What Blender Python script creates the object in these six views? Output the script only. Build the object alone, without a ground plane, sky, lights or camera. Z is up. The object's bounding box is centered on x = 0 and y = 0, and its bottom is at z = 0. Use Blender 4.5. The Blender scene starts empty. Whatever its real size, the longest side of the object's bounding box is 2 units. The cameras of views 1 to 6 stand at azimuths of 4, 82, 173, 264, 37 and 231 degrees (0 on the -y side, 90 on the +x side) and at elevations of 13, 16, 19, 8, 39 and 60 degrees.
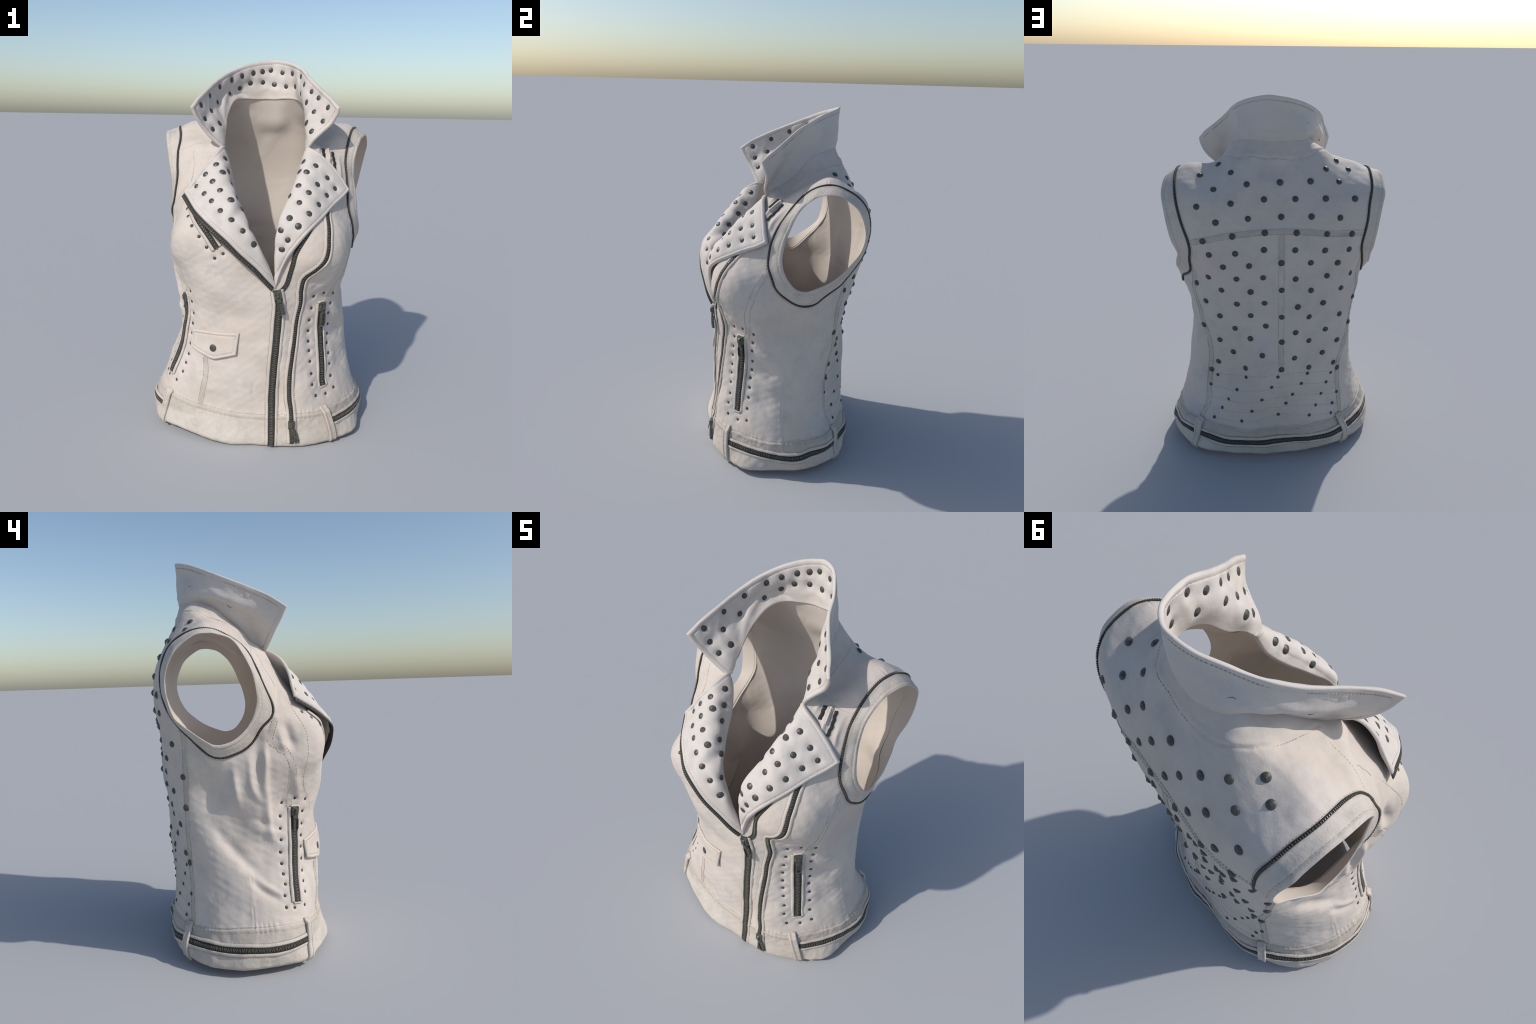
"""Studded biker vest in off-white leather, standing as if worn by an invisible torso.

The torso shell is one smooth surface given by cross-sections (radius against
angle) at a few heights and, above the armpits, at a few elevations towards the
neck.  Panels, zips, seams, studs, loops and the pocket flap are laid on that
surface; lapels and collar are separate thick leather sheets lofted from rows.
"""
import bpy, math, random
import numpy as np
from mathutils import Vector, Matrix, noise

random.seed(7)
rng = np.random.default_rng(7)

# ----------------------------------------------------------------- torso form
AXIS = (0.0, 0.08)          # vertical axis of the sections
Z0, ARC = 1.0, 0.45         # armpit height; above it sections tilt to the neck
SECTIONS = [                # (level, radius every 15 degrees from +x towards +y)
    (0.0000, (0.581, 0.543, 0.504, 0.432, 0.370, 0.337, 0.325, 0.339, 0.370, 0.421, 0.488, 0.546, 0.583, 0.598, 0.605, 0.566, 0.535, 0.512, 0.481, 0.502, 0.542, 0.574, 0.617, 0.605)),  # hem
    (0.0400, (0.584, 0.551, 0.501, 0.427, 0.375, 0.348, 0.332, 0.342, 0.374, 0.422, 0.485, 0.552, 0.588, 0.599, 0.612, 0.565, 0.530, 0.505, 0.481, 0.507, 0.543, 0.578, 0.617, 0.586)),  # hem roll
    (0.1000, (0.580, 0.541, 0.474, 0.431, 0.382, 0.361, 0.339, 0.343, 0.381, 0.435, 0.482, 0.537, 0.581, 0.606, 0.601, 0.554, 0.516, 0.486, 0.472, 0.492, 0.532, 0.570, 0.584, 0.577)),  # hem zip
    (0.1800, (0.550, 0.537, 0.446, 0.399, 0.373, 0.338, 0.323, 0.340, 0.373, 0.408, 0.440, 0.500, 0.549, 0.587, 0.590, 0.534, 0.489, 0.470, 0.463, 0.485, 0.522, 0.545, 0.548, 0.561)),  # waistband seam
    (0.2800, (0.508, 0.458, 0.389, 0.370, 0.361, 0.326, 0.314, 0.330, 0.357, 0.380, 0.429, 0.470, 0.508, 0.549, 0.559, 0.526, 0.486, 0.471, 0.463, 0.469, 0.513, 0.503, 0.521, 0.533)),  # hip
    (0.4000, (0.487, 0.440, 0.368, 0.359, 0.349, 0.339, 0.318, 0.323, 0.344, 0.373, 0.421, 0.449, 0.484, 0.506, 0.521, 0.499, 0.488, 0.470, 0.463, 0.467, 0.482, 0.485, 0.493, 0.505)),  # lower pocket
    (0.5400, (0.477, 0.441, 0.369, 0.328, 0.323, 0.339, 0.328, 0.331, 0.348, 0.382, 0.424, 0.452, 0.447, 0.438, 0.481, 0.480, 0.470, 0.460, 0.460, 0.470, 0.470, 0.468, 0.472, 0.483)),  # pocket middle
    (0.6800, (0.458, 0.447, 0.399, 0.344, 0.328, 0.332, 0.331, 0.343, 0.341, 0.398, 0.447, 0.444, 0.425, 0.455, 0.467, 0.479, 0.475, 0.455, 0.453, 0.467, 0.462, 0.461, 0.469, 0.466)),  # waist
    (0.8000, (0.444, 0.459, 0.425, 0.368, 0.336, 0.320, 0.327, 0.347, 0.359, 0.421, 0.454, 0.427, 0.448, 0.477, 0.462, 0.498, 0.496, 0.471, 0.462, 0.476, 0.475, 0.474, 0.482, 0.453)),  # under bust
    (0.9000, (0.467, 0.463, 0.443, 0.386, 0.356, 0.337, 0.344, 0.367, 0.377, 0.429, 0.465, 0.436, 0.466, 0.487, 0.504, 0.533, 0.524, 0.489, 0.467, 0.474, 0.508, 0.541, 0.520, 0.462)),  # bust lower
    (1.0000, (0.511, 0.489, 0.467, 0.421, 0.382, 0.357, 0.352, 0.371, 0.392, 0.449, 0.481, 0.477, 0.472, 0.493, 0.536, 0.574, 0.539, 0.502, 0.478, 0.480, 0.566, 0.584, 0.540, 0.503)),  # armpit
    (1.0942, (0.549, 0.533, 0.490, 0.459, 0.408, 0.370, 0.363, 0.371, 0.408, 0.478, 0.497, 0.512, 0.491, 0.492, 0.531, 0.595, 0.548, 0.492, 0.483, 0.482, 0.559, 0.578, 0.548, 0.527)),  # elevation 12 deg
    (1.1885, (0.611, 0.624, 0.605, 0.532, 0.458, 0.410, 0.399, 0.404, 0.446, 0.529, 0.573, 0.601, 0.584, 0.551, 0.545, 0.556, 0.538, 0.485, 0.484, 0.513, 0.536, 0.546, 0.541, 0.566)),  # elevation 24 deg
    (1.2749, (0.689, 0.738, 0.731, 0.610, 0.520, 0.467, 0.453, 0.469, 0.527, 0.606, 0.702, 0.716, 0.673, 0.598, 0.560, 0.530, 0.505, 0.478, 0.487, 0.511, 0.528, 0.544, 0.569, 0.612)),  # elevation 35 deg
    (1.3534, (0.754, 0.810, 0.783, 0.679, 0.575, 0.530, 0.515, 0.537, 0.591, 0.673, 0.774, 0.802, 0.748, 0.641, 0.560, 0.524, 0.500, 0.492, 0.500, 0.515, 0.532, 0.556, 0.601, 0.641)),  # elevation 45 deg
    (1.4241, (0.752, 0.803, 0.752, 0.691, 0.633, 0.598, 0.580, 0.598, 0.647, 0.705, 0.756, 0.787, 0.733, 0.657, 0.585, 0.551, 0.521, 0.515, 0.519, 0.530, 0.545, 0.578, 0.609, 0.652)),  # elevation 54 deg
    (1.4869, (0.688, 0.734, 0.734, 0.721, 0.702, 0.670, 0.657, 0.664, 0.699, 0.741, 0.757, 0.759, 0.696, 0.636, 0.617, 0.592, 0.557, 0.542, 0.542, 0.554, 0.577, 0.615, 0.633, 0.634)),  # elevation 62 deg
    (1.5341, (0.703, 0.738, 0.760, 0.756, 0.753, 0.710, 0.708, 0.719, 0.749, 0.785, 0.778, 0.745, 0.708, 0.673, 0.623, 0.610, 0.581, 0.565, 0.564, 0.576, 0.600, 0.631, 0.649, 0.663)),  # elevation 68 deg
    (1.5733, (0.742, 0.785, 0.801, 0.812, 0.811, 0.803, 0.801, 0.806, 0.806, 0.810, 0.790, 0.766, 0.721, 0.679, 0.628, 0.615, 0.597, 0.585, 0.584, 0.596, 0.618, 0.644, 0.670, 0.701)),  # elevation 73 deg
    (1.6126, (0.769, 0.811, 0.842, 0.871, 0.892, 0.918, 0.920, 0.903, 0.874, 0.845, 0.810, 0.773, 0.725, 0.683, 0.642, 0.622, 0.610, 0.603, 0.604, 0.616, 0.635, 0.661, 0.691, 0.729)),  # elevation 78 deg
    (1.6597, (0.800, 0.843, 0.891, 0.942, 0.996, 1.044, 1.053, 1.018, 0.958, 0.892, 0.834, 0.781, 0.732, 0.691, 0.658, 0.635, 0.625, 0.624, 0.629, 0.639, 0.656, 0.682, 0.717, 0.758)),  # elevation 84 deg
]
LEVELS = np.array([s[0] for s in SECTIONS])
RADII = np.array([s[1] for s in SECTIONS])
NA = RADII.shape[1]


def _slopes():
    m = np.zeros_like(RADII)
    for k in range(len(LEVELS)):
        a, b = max(k - 1, 0), min(k + 1, len(LEVELS) - 1)
        m[k] = (RADII[b] - RADII[a]) / (LEVELS[b] - LEVELS[a])
    return m


SLOPES = _slopes()


def radius(ph, v):
    """Radius of the torso at angle ph (degrees) and level v: cubic both ways."""
    ph, v = np.broadcast_arrays(np.asarray(ph, float), np.asarray(v, float))
    v = np.clip(v, LEVELS[0], LEVELS[-1])
    i = np.clip(np.searchsorted(LEVELS, v, side='right') - 1, 0, len(LEVELS) - 2)
    h = LEVELS[i + 1] - LEVELS[i]
    t = (v - LEVELS[i]) / h
    a = (ph % 360) / (360 / NA)
    k = np.floor(a).astype(int)
    f = a - k
    w = (-.5 * f**3 + f * f - .5 * f, 1.5 * f**3 - 2.5 * f * f + 1,
         -1.5 * f**3 + 2 * f * f + .5 * f, .5 * f**3 - .5 * f * f)
    out = 0
    for n in range(4):
        c = (k + n - 1) % NA
        out = out + w[n] * ((2 * t**3 - 3 * t * t + 1) * RADII[i, c] + (t**3 - 2 * t * t + t) * h * SLOPES[i, c]
                            + (3 * t * t - 2 * t**3) * RADII[i + 1, c] + (t**3 - t * t) * h * SLOPES[i + 1, c])
    return out


def surface(ph, v, r=None):
    r = radius(ph, v) if r is None else r
    p = np.radians(ph)
    th = np.maximum(0, (np.asarray(v) - Z0) / ARC)
    rh = r * np.cos(th)
    z = np.where(np.asarray(v) > Z0, Z0 + r * np.sin(th), v)
    return np.stack([AXIS[0] + rh * np.cos(p), AXIS[1] + rh * np.sin(p), z], -1)


def to_torso(P):
    P = np.asarray(P, float)
    x, y, z = P[..., 0] - AXIS[0], P[..., 1] - AXIS[1], P[..., 2]
    rh = np.hypot(x, y)
    v = np.where(z > Z0, Z0 + ARC * np.arctan2(z - Z0, rh), z)
    return np.degrees(np.arctan2(y, x)) % 360, v


def unit(a):
    return a / np.maximum(np.linalg.norm(a, axis=-1, keepdims=True), 1e-9)


def torso_normal(ph, v, e=0.012):
    dp = surface(ph + np.degrees(e), v) - surface(ph - np.degrees(e), v)
    dv = surface(ph, np.minimum(v + e, LEVELS[-1])) - surface(ph, np.maximum(v - e, LEVELS[0]))
    return unit(np.cross(dp, dv))


# -------------------------------------------------------------- curve helpers
def spline(pts, step=None, n=None, closed=False):
    """Catmull-Rom through pts, resampled evenly by length."""
    p = np.asarray(pts, float)
    q = np.vstack([p[-1:], p, p[:2]]) if closed else np.vstack([2 * p[:1] - p[1:2], p, 2 * p[-1:] - p[-2:-1]])
    t = np.linspace(0, 1, 24, endpoint=False)[:, None]
    out = []
    for i in range(len(q) - 3):
        a, b, c, d = q[i:i + 4]
        out.append(b + .5 * t * (c - a + t * (2 * a - 5 * b + 4 * c - d + t * (3 * (b - c) + d - a))))
    out.append(p[:1] if closed else p[-1:])
    d = np.vstack(out)
    s = np.concatenate([[0], np.cumsum(np.linalg.norm(np.diff(d, axis=0), axis=1))])
    if n is None:
        n = max(2, int(round(s[-1] / step)) + 1)
    g = np.linspace(0, s[-1], n)
    return np.stack([np.interp(g, s, d[:, k]) for k in range(d.shape[1])], -1)


# --------------------------------------------------------- relief of the body
WAIST_SEAM = [(-.46, -.249, .208), (-.35, -.309, .187), (-.239, -.344, .178), (-.114, -.374, .168), (-.02, -.382, .166),
              (.067, -.388, .168), (.22, -.381, .181), (.349, -.334, .179), (.406, -.286, .191), (.481, -.209, .186),
              (.533, -.114, .187), (.557, .002, .195), (.546, .125, .201), (.484, .233, .205), (.416, .282, .195),
              (.27, .365, .191), (.107, .401, .191), (-.076, .413, .197), (-.22, .393, .203), (-.36, .316, .188),
              (-.485, .19, .205), (-.532, .083, .217), (-.548, .0, .221), (-.545, -.087, .223), (-.495, -.2, .216)]
YOKE = [(.447, .404, 1.297), (.346, .439, 1.326), (.235, .446, 1.344), (.107, .445, 1.354), (-.014, .445, 1.355),
        (-.135, .45, 1.349), (-.26, .446, 1.336), (-.437, .394, 1.319)]
CENTRE_BACK = [(-.002, .447, 1.341), (-.005, .455, 1.137), (-.009, .438, .894), (-.011, .418, .703), (-.013, .394, .551)]
BACK_SEAM = {1: [(.45, .31, 1.13), (.432, .275, .992), (.41, .268, .893), (.383, .266, .794), (.36, .264, .672), (.364, .24, .527), (.377, .231, .385), (.41, .256, .241), (.425, .275, .195)],
             -1: [(-.45, .32, 1.17), (-.433, .311, 1.037), (-.401, .311, .865), (-.381, .307, .735), (-.357, .31, .616), (-.344, .308, .501), (-.351, .302, .359), (-.366, .303, .227), (-.366, .31, .19)]}
LUMBAR = [[(.361, .238, .463), (.191, .333, .502), (.016, .395, .535), (-.167, .38, .525), (-.34, .31, .482)],
          [(.363, .239, .384), (.227, .314, .408), (.052, .398, .445), (-.121, .391, .452), (-.342, .31, .41)],
          [(.365, .247, .321), (.229, .327, .342), (.052, .397, .377), (-.122, .396, .385), (-.35, .305, .335)],
          [(.377, .264, .257), (.231, .346, .28), (.051, .395, .313), (-.122, .401, .322), (-.355, .305, .262)],
          [(.40, .28, .21), (.233, .367, .226), (.106, .391, .243), (-.057, .41, .272), (-.355, .31, .21)]]
SIDE_SEAM = {1: [(.495, .055, .985), (.488, .044, .95), (.459, .016, .787), (.466, 0, .683), (.475, -.023, .51), (.501, -.036, .352), (.547, -.043, .205), (.56, -.043, .03)],
             -1: [(-.503, .072, 1.05), (-.499, .061, .887), (-.48, .042, .734), (-.468, .041, .612), (-.468, .022, .482), (-.504, .019, .331), (-.545, .018, .226), (-.57, .012, .03)]}
FRONT_SEAM = {1: [(.462, -.137, 1.156), (.448, -.185, 1.053), (.414, -.21, .929), (.37, -.212, .795), (.352, -.223, .745)],
              -1: [(-.462, -.115, 1.2), (-.475, -.097, 1.107), (-.453, -.145, 1.064), (-.41, -.165, .98), (-.38, -.176, .87), (-.38, -.18, .774)]}
FRONT_INNER_SEAM = [(-.372, -.043, 1.515), (-.371, -.097, 1.437), (-.375, -.13, 1.38), (-.385, -.17, 1.30), (-.385, -.22, 1.15), (-.377, -.212, .957), (-.357, -.233, .856), (-.325, -.28, .781), (-.296, -.298, .692), (-.278, -.305, .623)]
COIN_SEAM = [(-.263, -.327, .46), (-.262, -.336, .363), (-.276, -.331, .276), (-.294, -.327, .193)]
FRONT_YOKE = {1: [(.44, -.005, 1.509), (.37, -.03, 1.535), (.32, -.02, 1.565), (.285, -.015, 1.585)],
              -1: [(-.445, -.015, 1.5), (-.394, -.025, 1.53), (-.33, -.025, 1.558), (-.276, -.012, 1.582)]}
SHOULDER_SEAM = {1: [(.27, .20, 1.715), (.38, .18, 1.68), (.484, .165, 1.634)],
                 -1: [(-.247, .245, 1.725), (-.301, .225, 1.696), (-.378, .207, 1.672), (-.473, .179, 1.633)]}
NECK_SEAM = [(-.235, .0, 1.62), (-.255, .09, 1.68), (-.262, .169, 1.715), (-.24, .246, 1.728), (-.206, .286, 1.727), (-.149, .318, 1.706), (-.065, .331, 1.693),
             (.055, .323, 1.693), (.174, .306, 1.708), (.24, .255, 1.715), (.285, .18, 1.705), (.285, .1, 1.672), (.27, .0, 1.605)]

# folds: points, half width, height (negative: valley)
FOLDS = [
    ([(-.441, -.165, 1.19), (-.438, -.195, 1.087), (-.393, -.228, 1.002), (-.354, -.237, .924)], .022, -.022),
    ([(-.46, -.13, 1.16), (-.455, -.15, 1.08), (-.425, -.18, 1.0), (-.395, -.19, .9)], .016, .011),
    ([(-.491, -.035, 1.144), (-.488, -.029, 1.045), (-.472, -.031, .90)], .022, -.017),
    ([(-.481, -.074, 1.142), (-.478, -.064, 1.043), (-.459, -.065, .90)], .017, .012),
    ([(-.49, .02, 1.06), (-.485, .01, .98), (-.475, .0, .88), (-.45, -.05, .80)], .018, .011),
    ([(-.461, .268, 1.078), (-.476, .212, .993), (-.49, .163, .901), (-.493, .09, .813), (-.48, .02, .76)], .022, -.015),
    ([(-.465, .245, 1.05), (-.478, .19, .985), (-.491, .14, .905), (-.49, .07, .84)], .016, .012),
    ([(-.45, .30, 1.08), (-.44, .27, .95), (-.45, .2, .8)], .018, .006),
    ([(-.48, .038, .734), (-.459, -.033, .717), (-.423, -.116, .68)], .022, -.009),
    ([(-.475, .05, .69), (-.455, -.03, .67), (-.425, -.10, .645)], .022, .007),
    ([(-.467, .034, .611), (-.457, -.031, .6), (-.43, -.106, .59)], .030, -.010),
    ([(-.465, .04, .54), (-.46, -.03, .53), (-.44, -.10, .51)], .026, .007),
    ([(-.473, .024, .443), (-.493, -.035, .381), (-.499, -.128, .327)], .018, -.012),
    ([(-.475, .0, .47), (-.49, -.05, .41), (-.495, -.13, .355)], .016, .007),
    ([(-.51, -.09, .265), (-.5, -.15, .255), (-.48, -.2, .245)], .016, -.008),
    ([(-.27, -.19, 1.45), (-.36, -.15, 1.37), (-.418, -.133, 1.304), (-.445, -.128, 1.236)], .020, -.010),
    ([(-.44, -.10, 1.42), (-.43, -.12, 1.33), (-.44, -.12, 1.25)], .018, .003),
    ([(.431, -.228, 1.102), (.425, -.261, 1.009), (.38, -.28, .93), (.31, -.30, .855)], .016, .008),
    ([(.40, -.29, 1.03), (.37, -.30, .95), (.29, -.32, .86)], .024, -.009),
    ([(.46, -.16, 1.10), (.45, -.19, 1.0), (.41, -.21, .9)], .014, -.005),
    ([(.27, -.36, .90), (.33, -.31, .885), (.39, -.25, .92)], .018, -.008),
    ([(.395, -.19, .70), (.43, -.13, .66), (.46, -.06, .64)], .022, .008),
    ([(.40, -.18, .61), (.43, -.128, .585), (.46, -.06, .54)], .024, -.009),
    ([(.41, -.19, .53), (.44, -.13, .50), (.475, -.05, .46)], .022, .007),
    ([(.43, -.18, .42), (.46, -.12, .36), (.50, -.08, .29)], .022, -.006),
    ([(.466, .009, .693), (.457, .099, .763), (.458, .184, .886), (.455, .24, .96)], .022, .006),
    ([(.47, .05, .64), (.455, .13, .72), (.445, .2, .83)], .022, -.006),
    ([(.5, .05, .33), (.46, .14, .4), (.40, .22, .5)], .026, -.006),
    ([(.46, -.142, 1.019), (.478, -.094, 1.07), (.487, -.06, 1.063)], .014, .005),
    ([(-.33, -.30, .45), (-.25, -.33, .40), (-.15, -.355, .38)], .030, -.005),
    ([(-.31, -.31, .33), (-.23, -.34, .29), (-.12, -.37, .30)], .026, .005),
    ([(.02, -.375, .22), (-.01, -.38, .30), (.0, -.375, .36)], .010, -.004),
    ([(-.10, -.37, .60), (-.02, -.375, .56), (.05, -.37, .58)], .03, -.004),
    ([(.26, -.31, .24), (.245, -.33, .32), (.25, -.32, .42)], .018, -.005),
    ([(-.48, .09, .98), (-.465, .08, .90), (-.437, .061, .79)], .020, .016),
    ([(-.48, -.047, .98), (-.45, -.06, .85), (-.435, -.07, .75), (-.42, -.097, .60)], .020, .018),
    ([(-.455, -.2, .98), (-.42, -.22, .88), (-.37, -.25, .74)], .022, .010),
    ([(-.43, .2, .72), (-.435, .13, .62), (-.45, .03, .51), (-.485, -.06, .41)], .030, -.016),
    ([(-.30, -.33, 1.0), (-.20, -.37, .93), (-.10, -.38, .86)], .05, -.005), ([(-.25, -.35, .85), (-.12, -.37, .78), (.02, -.38, .74)], .04, .004),
    ([(-.28, -.31, .74), (-.18, -.35, .70), (-.05, -.37, .69)], .035, -.004), ([(-.2, -.35, .33), (-.1, -.37, .40), (0, -.375, .42)], .03, .004),
    ([(.26, -.32, .70), (.24, -.33, .60), (.25, -.32, .5)], .025, .005), ([(.15, -.37, .72), (.15, -.37, .55), (.14, -.37, .35)], .018, .004),
    ([(.335, -.05, 1.53), (.345, -.12, 1.45), (.34, -.2, 1.36)], .012, .014),
    ([(.36, -.02, 1.545), (.345, -.03, 1.54), (.325, -.04, 1.545)], .010, .008),
    ([(.29, -.06, 1.54), (.285, -.1, 1.49)], .010, .010),
    ([(.41, -.03, 1.51), (.405, -.1, 1.42), (.41, -.12, 1.34)], .012, .008),
    ([(.425, -.06, 1.40), (.40, -.12, 1.36), (.37, -.16, 1.33)], .012, -.007),
    ([(-.22, .22, 1.715), (-.30, .08, 1.66), (-.29, -.0, 1.6)], .03, -.008),
]
DOUBLE_SEAMS = [YOKE, CENTRE_BACK, BACK_SEAM[1], BACK_SEAM[-1], FRONT_SEAM[1], FRONT_SEAM[-1], COIN_SEAM]
SINGLE_SEAMS = [WAIST_SEAM + WAIST_SEAM[:1], SIDE_SEAM[1], SIDE_SEAM[-1], FRONT_INNER_SEAM, FRONT_YOKE[1], FRONT_YOKE[-1],
                SHOULDER_SEAM[1], SHOULDER_SEAM[-1], NECK_SEAM, LUMBAR[0]] + LUMBAR[1:]


def bump_line(P, pts, width, height, taper=True):
    """Gaussian ridge or valley along a polyline, fading at its ends."""
    line = spline(pts, step=max(.004, width * .45))
    lo, hi = line.min(0) - 3 * width, line.max(0) + 3 * width
    out = np.zeros(len(P))
    near = np.where(((P > lo) & (P < hi)).all(1))[0]
    if len(near) == 0:
        return out
    s = np.linspace(0, 1, len(line))
    fade = np.sin(np.pi * np.clip(s, 0, 1)) ** .6 if taper else np.ones(len(line))
    for c in range(0, len(near), 20000):
        idx = near[c:c + 20000]
        d2 = ((P[idx, None, :] - line[None]) ** 2).sum(-1)
        out[idx] = (np.exp(-d2 / width ** 2) * fade).max(1)
    return out * height


def lattice_noise(P, scale, seed):
    """Cheap smooth noise: sums of rotated sine products."""
    r = np.random.default_rng(seed)
    out = np.zeros(len(P))
    for k in range(5):
        a = unit(r.normal(size=3)) * scale * r.uniform(.7, 1.6)
        b = unit(r.normal(size=3)) * scale * r.uniform(.7, 1.6)
        out += np.sin(P @ a + r.uniform(0, 6.3)) * np.sin(P @ b + r.uniform(0, 6.3))
    return out / 2.5


WAIST_PH, WAIST_V = to_torso(WAIST_SEAM)
_o = np.argsort(WAIST_PH)
WAIST_PH, WAIST_V = WAIST_PH[_o], WAIST_V[_o]


def waist_level(ph):
    return np.interp(np.asarray(ph) % 360, WAIST_PH, WAIST_V, period=360)


HEM_PH = [0, 30, 45, 65, 90, 115, 135, 150, 180, 205, 225, 245, 258, 270, 285, 300, 315, 335, 350]
HEM_Z = [.033, .033, .032, .024, .020, .024, .032, .034, .035, .036, .032, .015, .004, .001, .0, .003, .009, .030, .034]


def hem_level(ph):
    """The hem touches the ground in front and lifts a little at the sides and back."""
    return np.interp(np.asarray(ph) % 360, HEM_PH, HEM_Z, period=360)


DIMPLES = []     # (x, y, z, radius, depth): filled in from the stud lists


def relief(P, ph, v):
    """Displacement of the leather from the smooth torso."""
    d = .0034 * lattice_noise(P, 12, 3) + .0021 * lattice_noise(P, 30, 5) + .0009 * lattice_noise(P, 75, 6)
    for s_, seed in ((26, 43), (38, 47)):            # soft leather creases in patches
        n_ = lattice_noise(P * [1, 1, .75], s_, seed)
        patch = np.clip(lattice_noise(P, 7, seed + 1) * 1.6, 0, 1)
        d += patch * (-.0003 * np.exp(-(n_ / .2) ** 2) + .0010 * np.exp(-((n_ - .5) / .4) ** 2))
    for pts, w, h in FOLDS:
        d += bump_line(P, pts, w, h)
    for s in DOUBLE_SEAMS:
        d += bump_line(P, s, .016, .0022, False)
    for s in SINGLE_SEAMS:
        d += bump_line(P, s, .012, .0022, False) - bump_line(P, s, .0045, .0035, False)
    d += bump_line(P, np.array(NECK_SEAM) + [0, 0, .016], .013, .005, False) - bump_line(P, NECK_SEAM, .006, .004, False)
    for f in (FOLD_WEARER_RIGHT[2:], FOLD_WEARER_LEFT[2:]):    # the fronts sink away under the lapel roll
        d += bump_line(P, f, .03, -.014)
    below = waist_level(ph) - v
    d += .0058 * np.clip(below / .005, 0, 1)                    # the waistband is a second layer
    d -= .012 * np.clip(1 - (v - hem_level(ph)) / .02, 0, 1) ** 2   # hem rolls under
    band = np.clip(below / .02, 0, 1)
    d += band * (.0022 * lattice_noise(P * [1, 1, .35], 30, 21) + .0015 * lattice_noise(P * [1, 1, .5], 62, 22))
    pucker = np.exp(-((np.abs(below) - .012) / .014) ** 2)     # gathers along the waist seam
    d += .0013 * pucker * np.sin(ph * 1.7 + 5 * np.sin(ph * .23) + 2 * np.sin(ph * .071)) * (.5 + .5 * np.sin(ph * .13 + 1))
    if DIMPLES:
        D = np.array(DIMPLES)
        for c in range(0, len(P), 40000):
            Q = P[c:c + 40000]
            acc = np.zeros(len(Q))
            for q in D:
                near = np.abs(Q - q[:3]).max(1) < 3 * q[3]
                if near.any():
                    e = ((Q[near] - q[:3]) ** 2).sum(1) / q[3] ** 2
                    acc[near] += q[4] * np.exp(-e)
            d[c:c + 40000] -= acc
    return d


def on_torso(pts, lift=0.0):
    """Points and normals on the finished leather nearest to rough positions."""
    pts = np.asarray(pts, float).reshape(-1, 3)
    ph, v = to_torso(pts)
    P, N = surface(ph, v), torso_normal(ph, v)
    return P + N * (relief(P, ph, v)[:, None] + lift), N


# ------------------------------------------------------------- stud positions
BACK_STUDS = [
    # yoke
    (.296, .248, 1.661), (.388, .297, 1.612), (.236, .328, 1.63), (.324, .368, 1.555), (.16, .379, 1.575), (-.001, .382, 1.585),
    (-.153, .378, 1.59), (-.239, .337, 1.646), (-.301, .362, 1.584), (-.307, .258, 1.674), (-.366, .285, 1.634),
    (.408, .411, 1.483), (.243, .407, 1.492), (.08, .408, 1.506), (-.074, .41, 1.51), (-.225, .413, 1.51), (-.375, .402, 1.504),
    (.319, .436, 1.409), (.161, .429, 1.421), (-.002, .431, 1.427), (-.151, .439, 1.427), (-.296, .437, 1.418),
    (.389, .43, 1.316), (.241, .447, 1.34), (.08, .445, 1.353), (-.077, .448, 1.348), (-.227, .449, 1.337), (-.361, .428, 1.329),
    # back panel
    (.369, .436, 1.248), (.235, .46, 1.258), (.086, .457, 1.271), (-.072, .454, 1.263), (-.22, .442, 1.25), (-.353, .421, 1.245),
    (.305, .451, 1.185), (.17, .468, 1.194), (-.003, .457, 1.2), (-.154, .438, 1.188), (-.292, .426, 1.176),
    (.372, .375, 1.103), (.239, .454, 1.116), (.095, .465, 1.123), (-.081, .441, 1.1), (-.235, .416, 1.103), (-.379, .371, 1.096),
    (.421, .3, 1.045), (.307, .398, 1.035), (.161, .448, 1.036), (-.008, .446, 1.042), (-.159, .422, 1.029), (-.318, .393, 1.025),
    (-.408, .323, .942), (.374, .32, .952), (.226, .401, .956), (.083, .438, .968), (-.09, .426, .942), (-.232, .408, .948),
    (.307, .335, .868), (.156, .407, .885), (-.012, .437, .886), (-.156, .41, .874), (-.324, .366, .864),
    (.385, .262, .785), (.234, .355, .796), (.076, .421, .821), (-.086, .407, .784), (-.246, .377, .783), (-.385, .311, .789),
    (.31, .303, .709), (.156, .382, .74), (-.015, .421, .73), (-.163, .376, .717), (-.32, .342, .697),
    (.243, .321, .639), (.089, .401, .651), (-.082, .395, .628), (-.242, .362, .632),
    (.322, .265, .554), (.175, .346, .55), (-.013, .395, .567), (-.166, .379, .555), (-.316, .328, .546), (.361, .239, .492), (-.342, .309, .502)]
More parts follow.
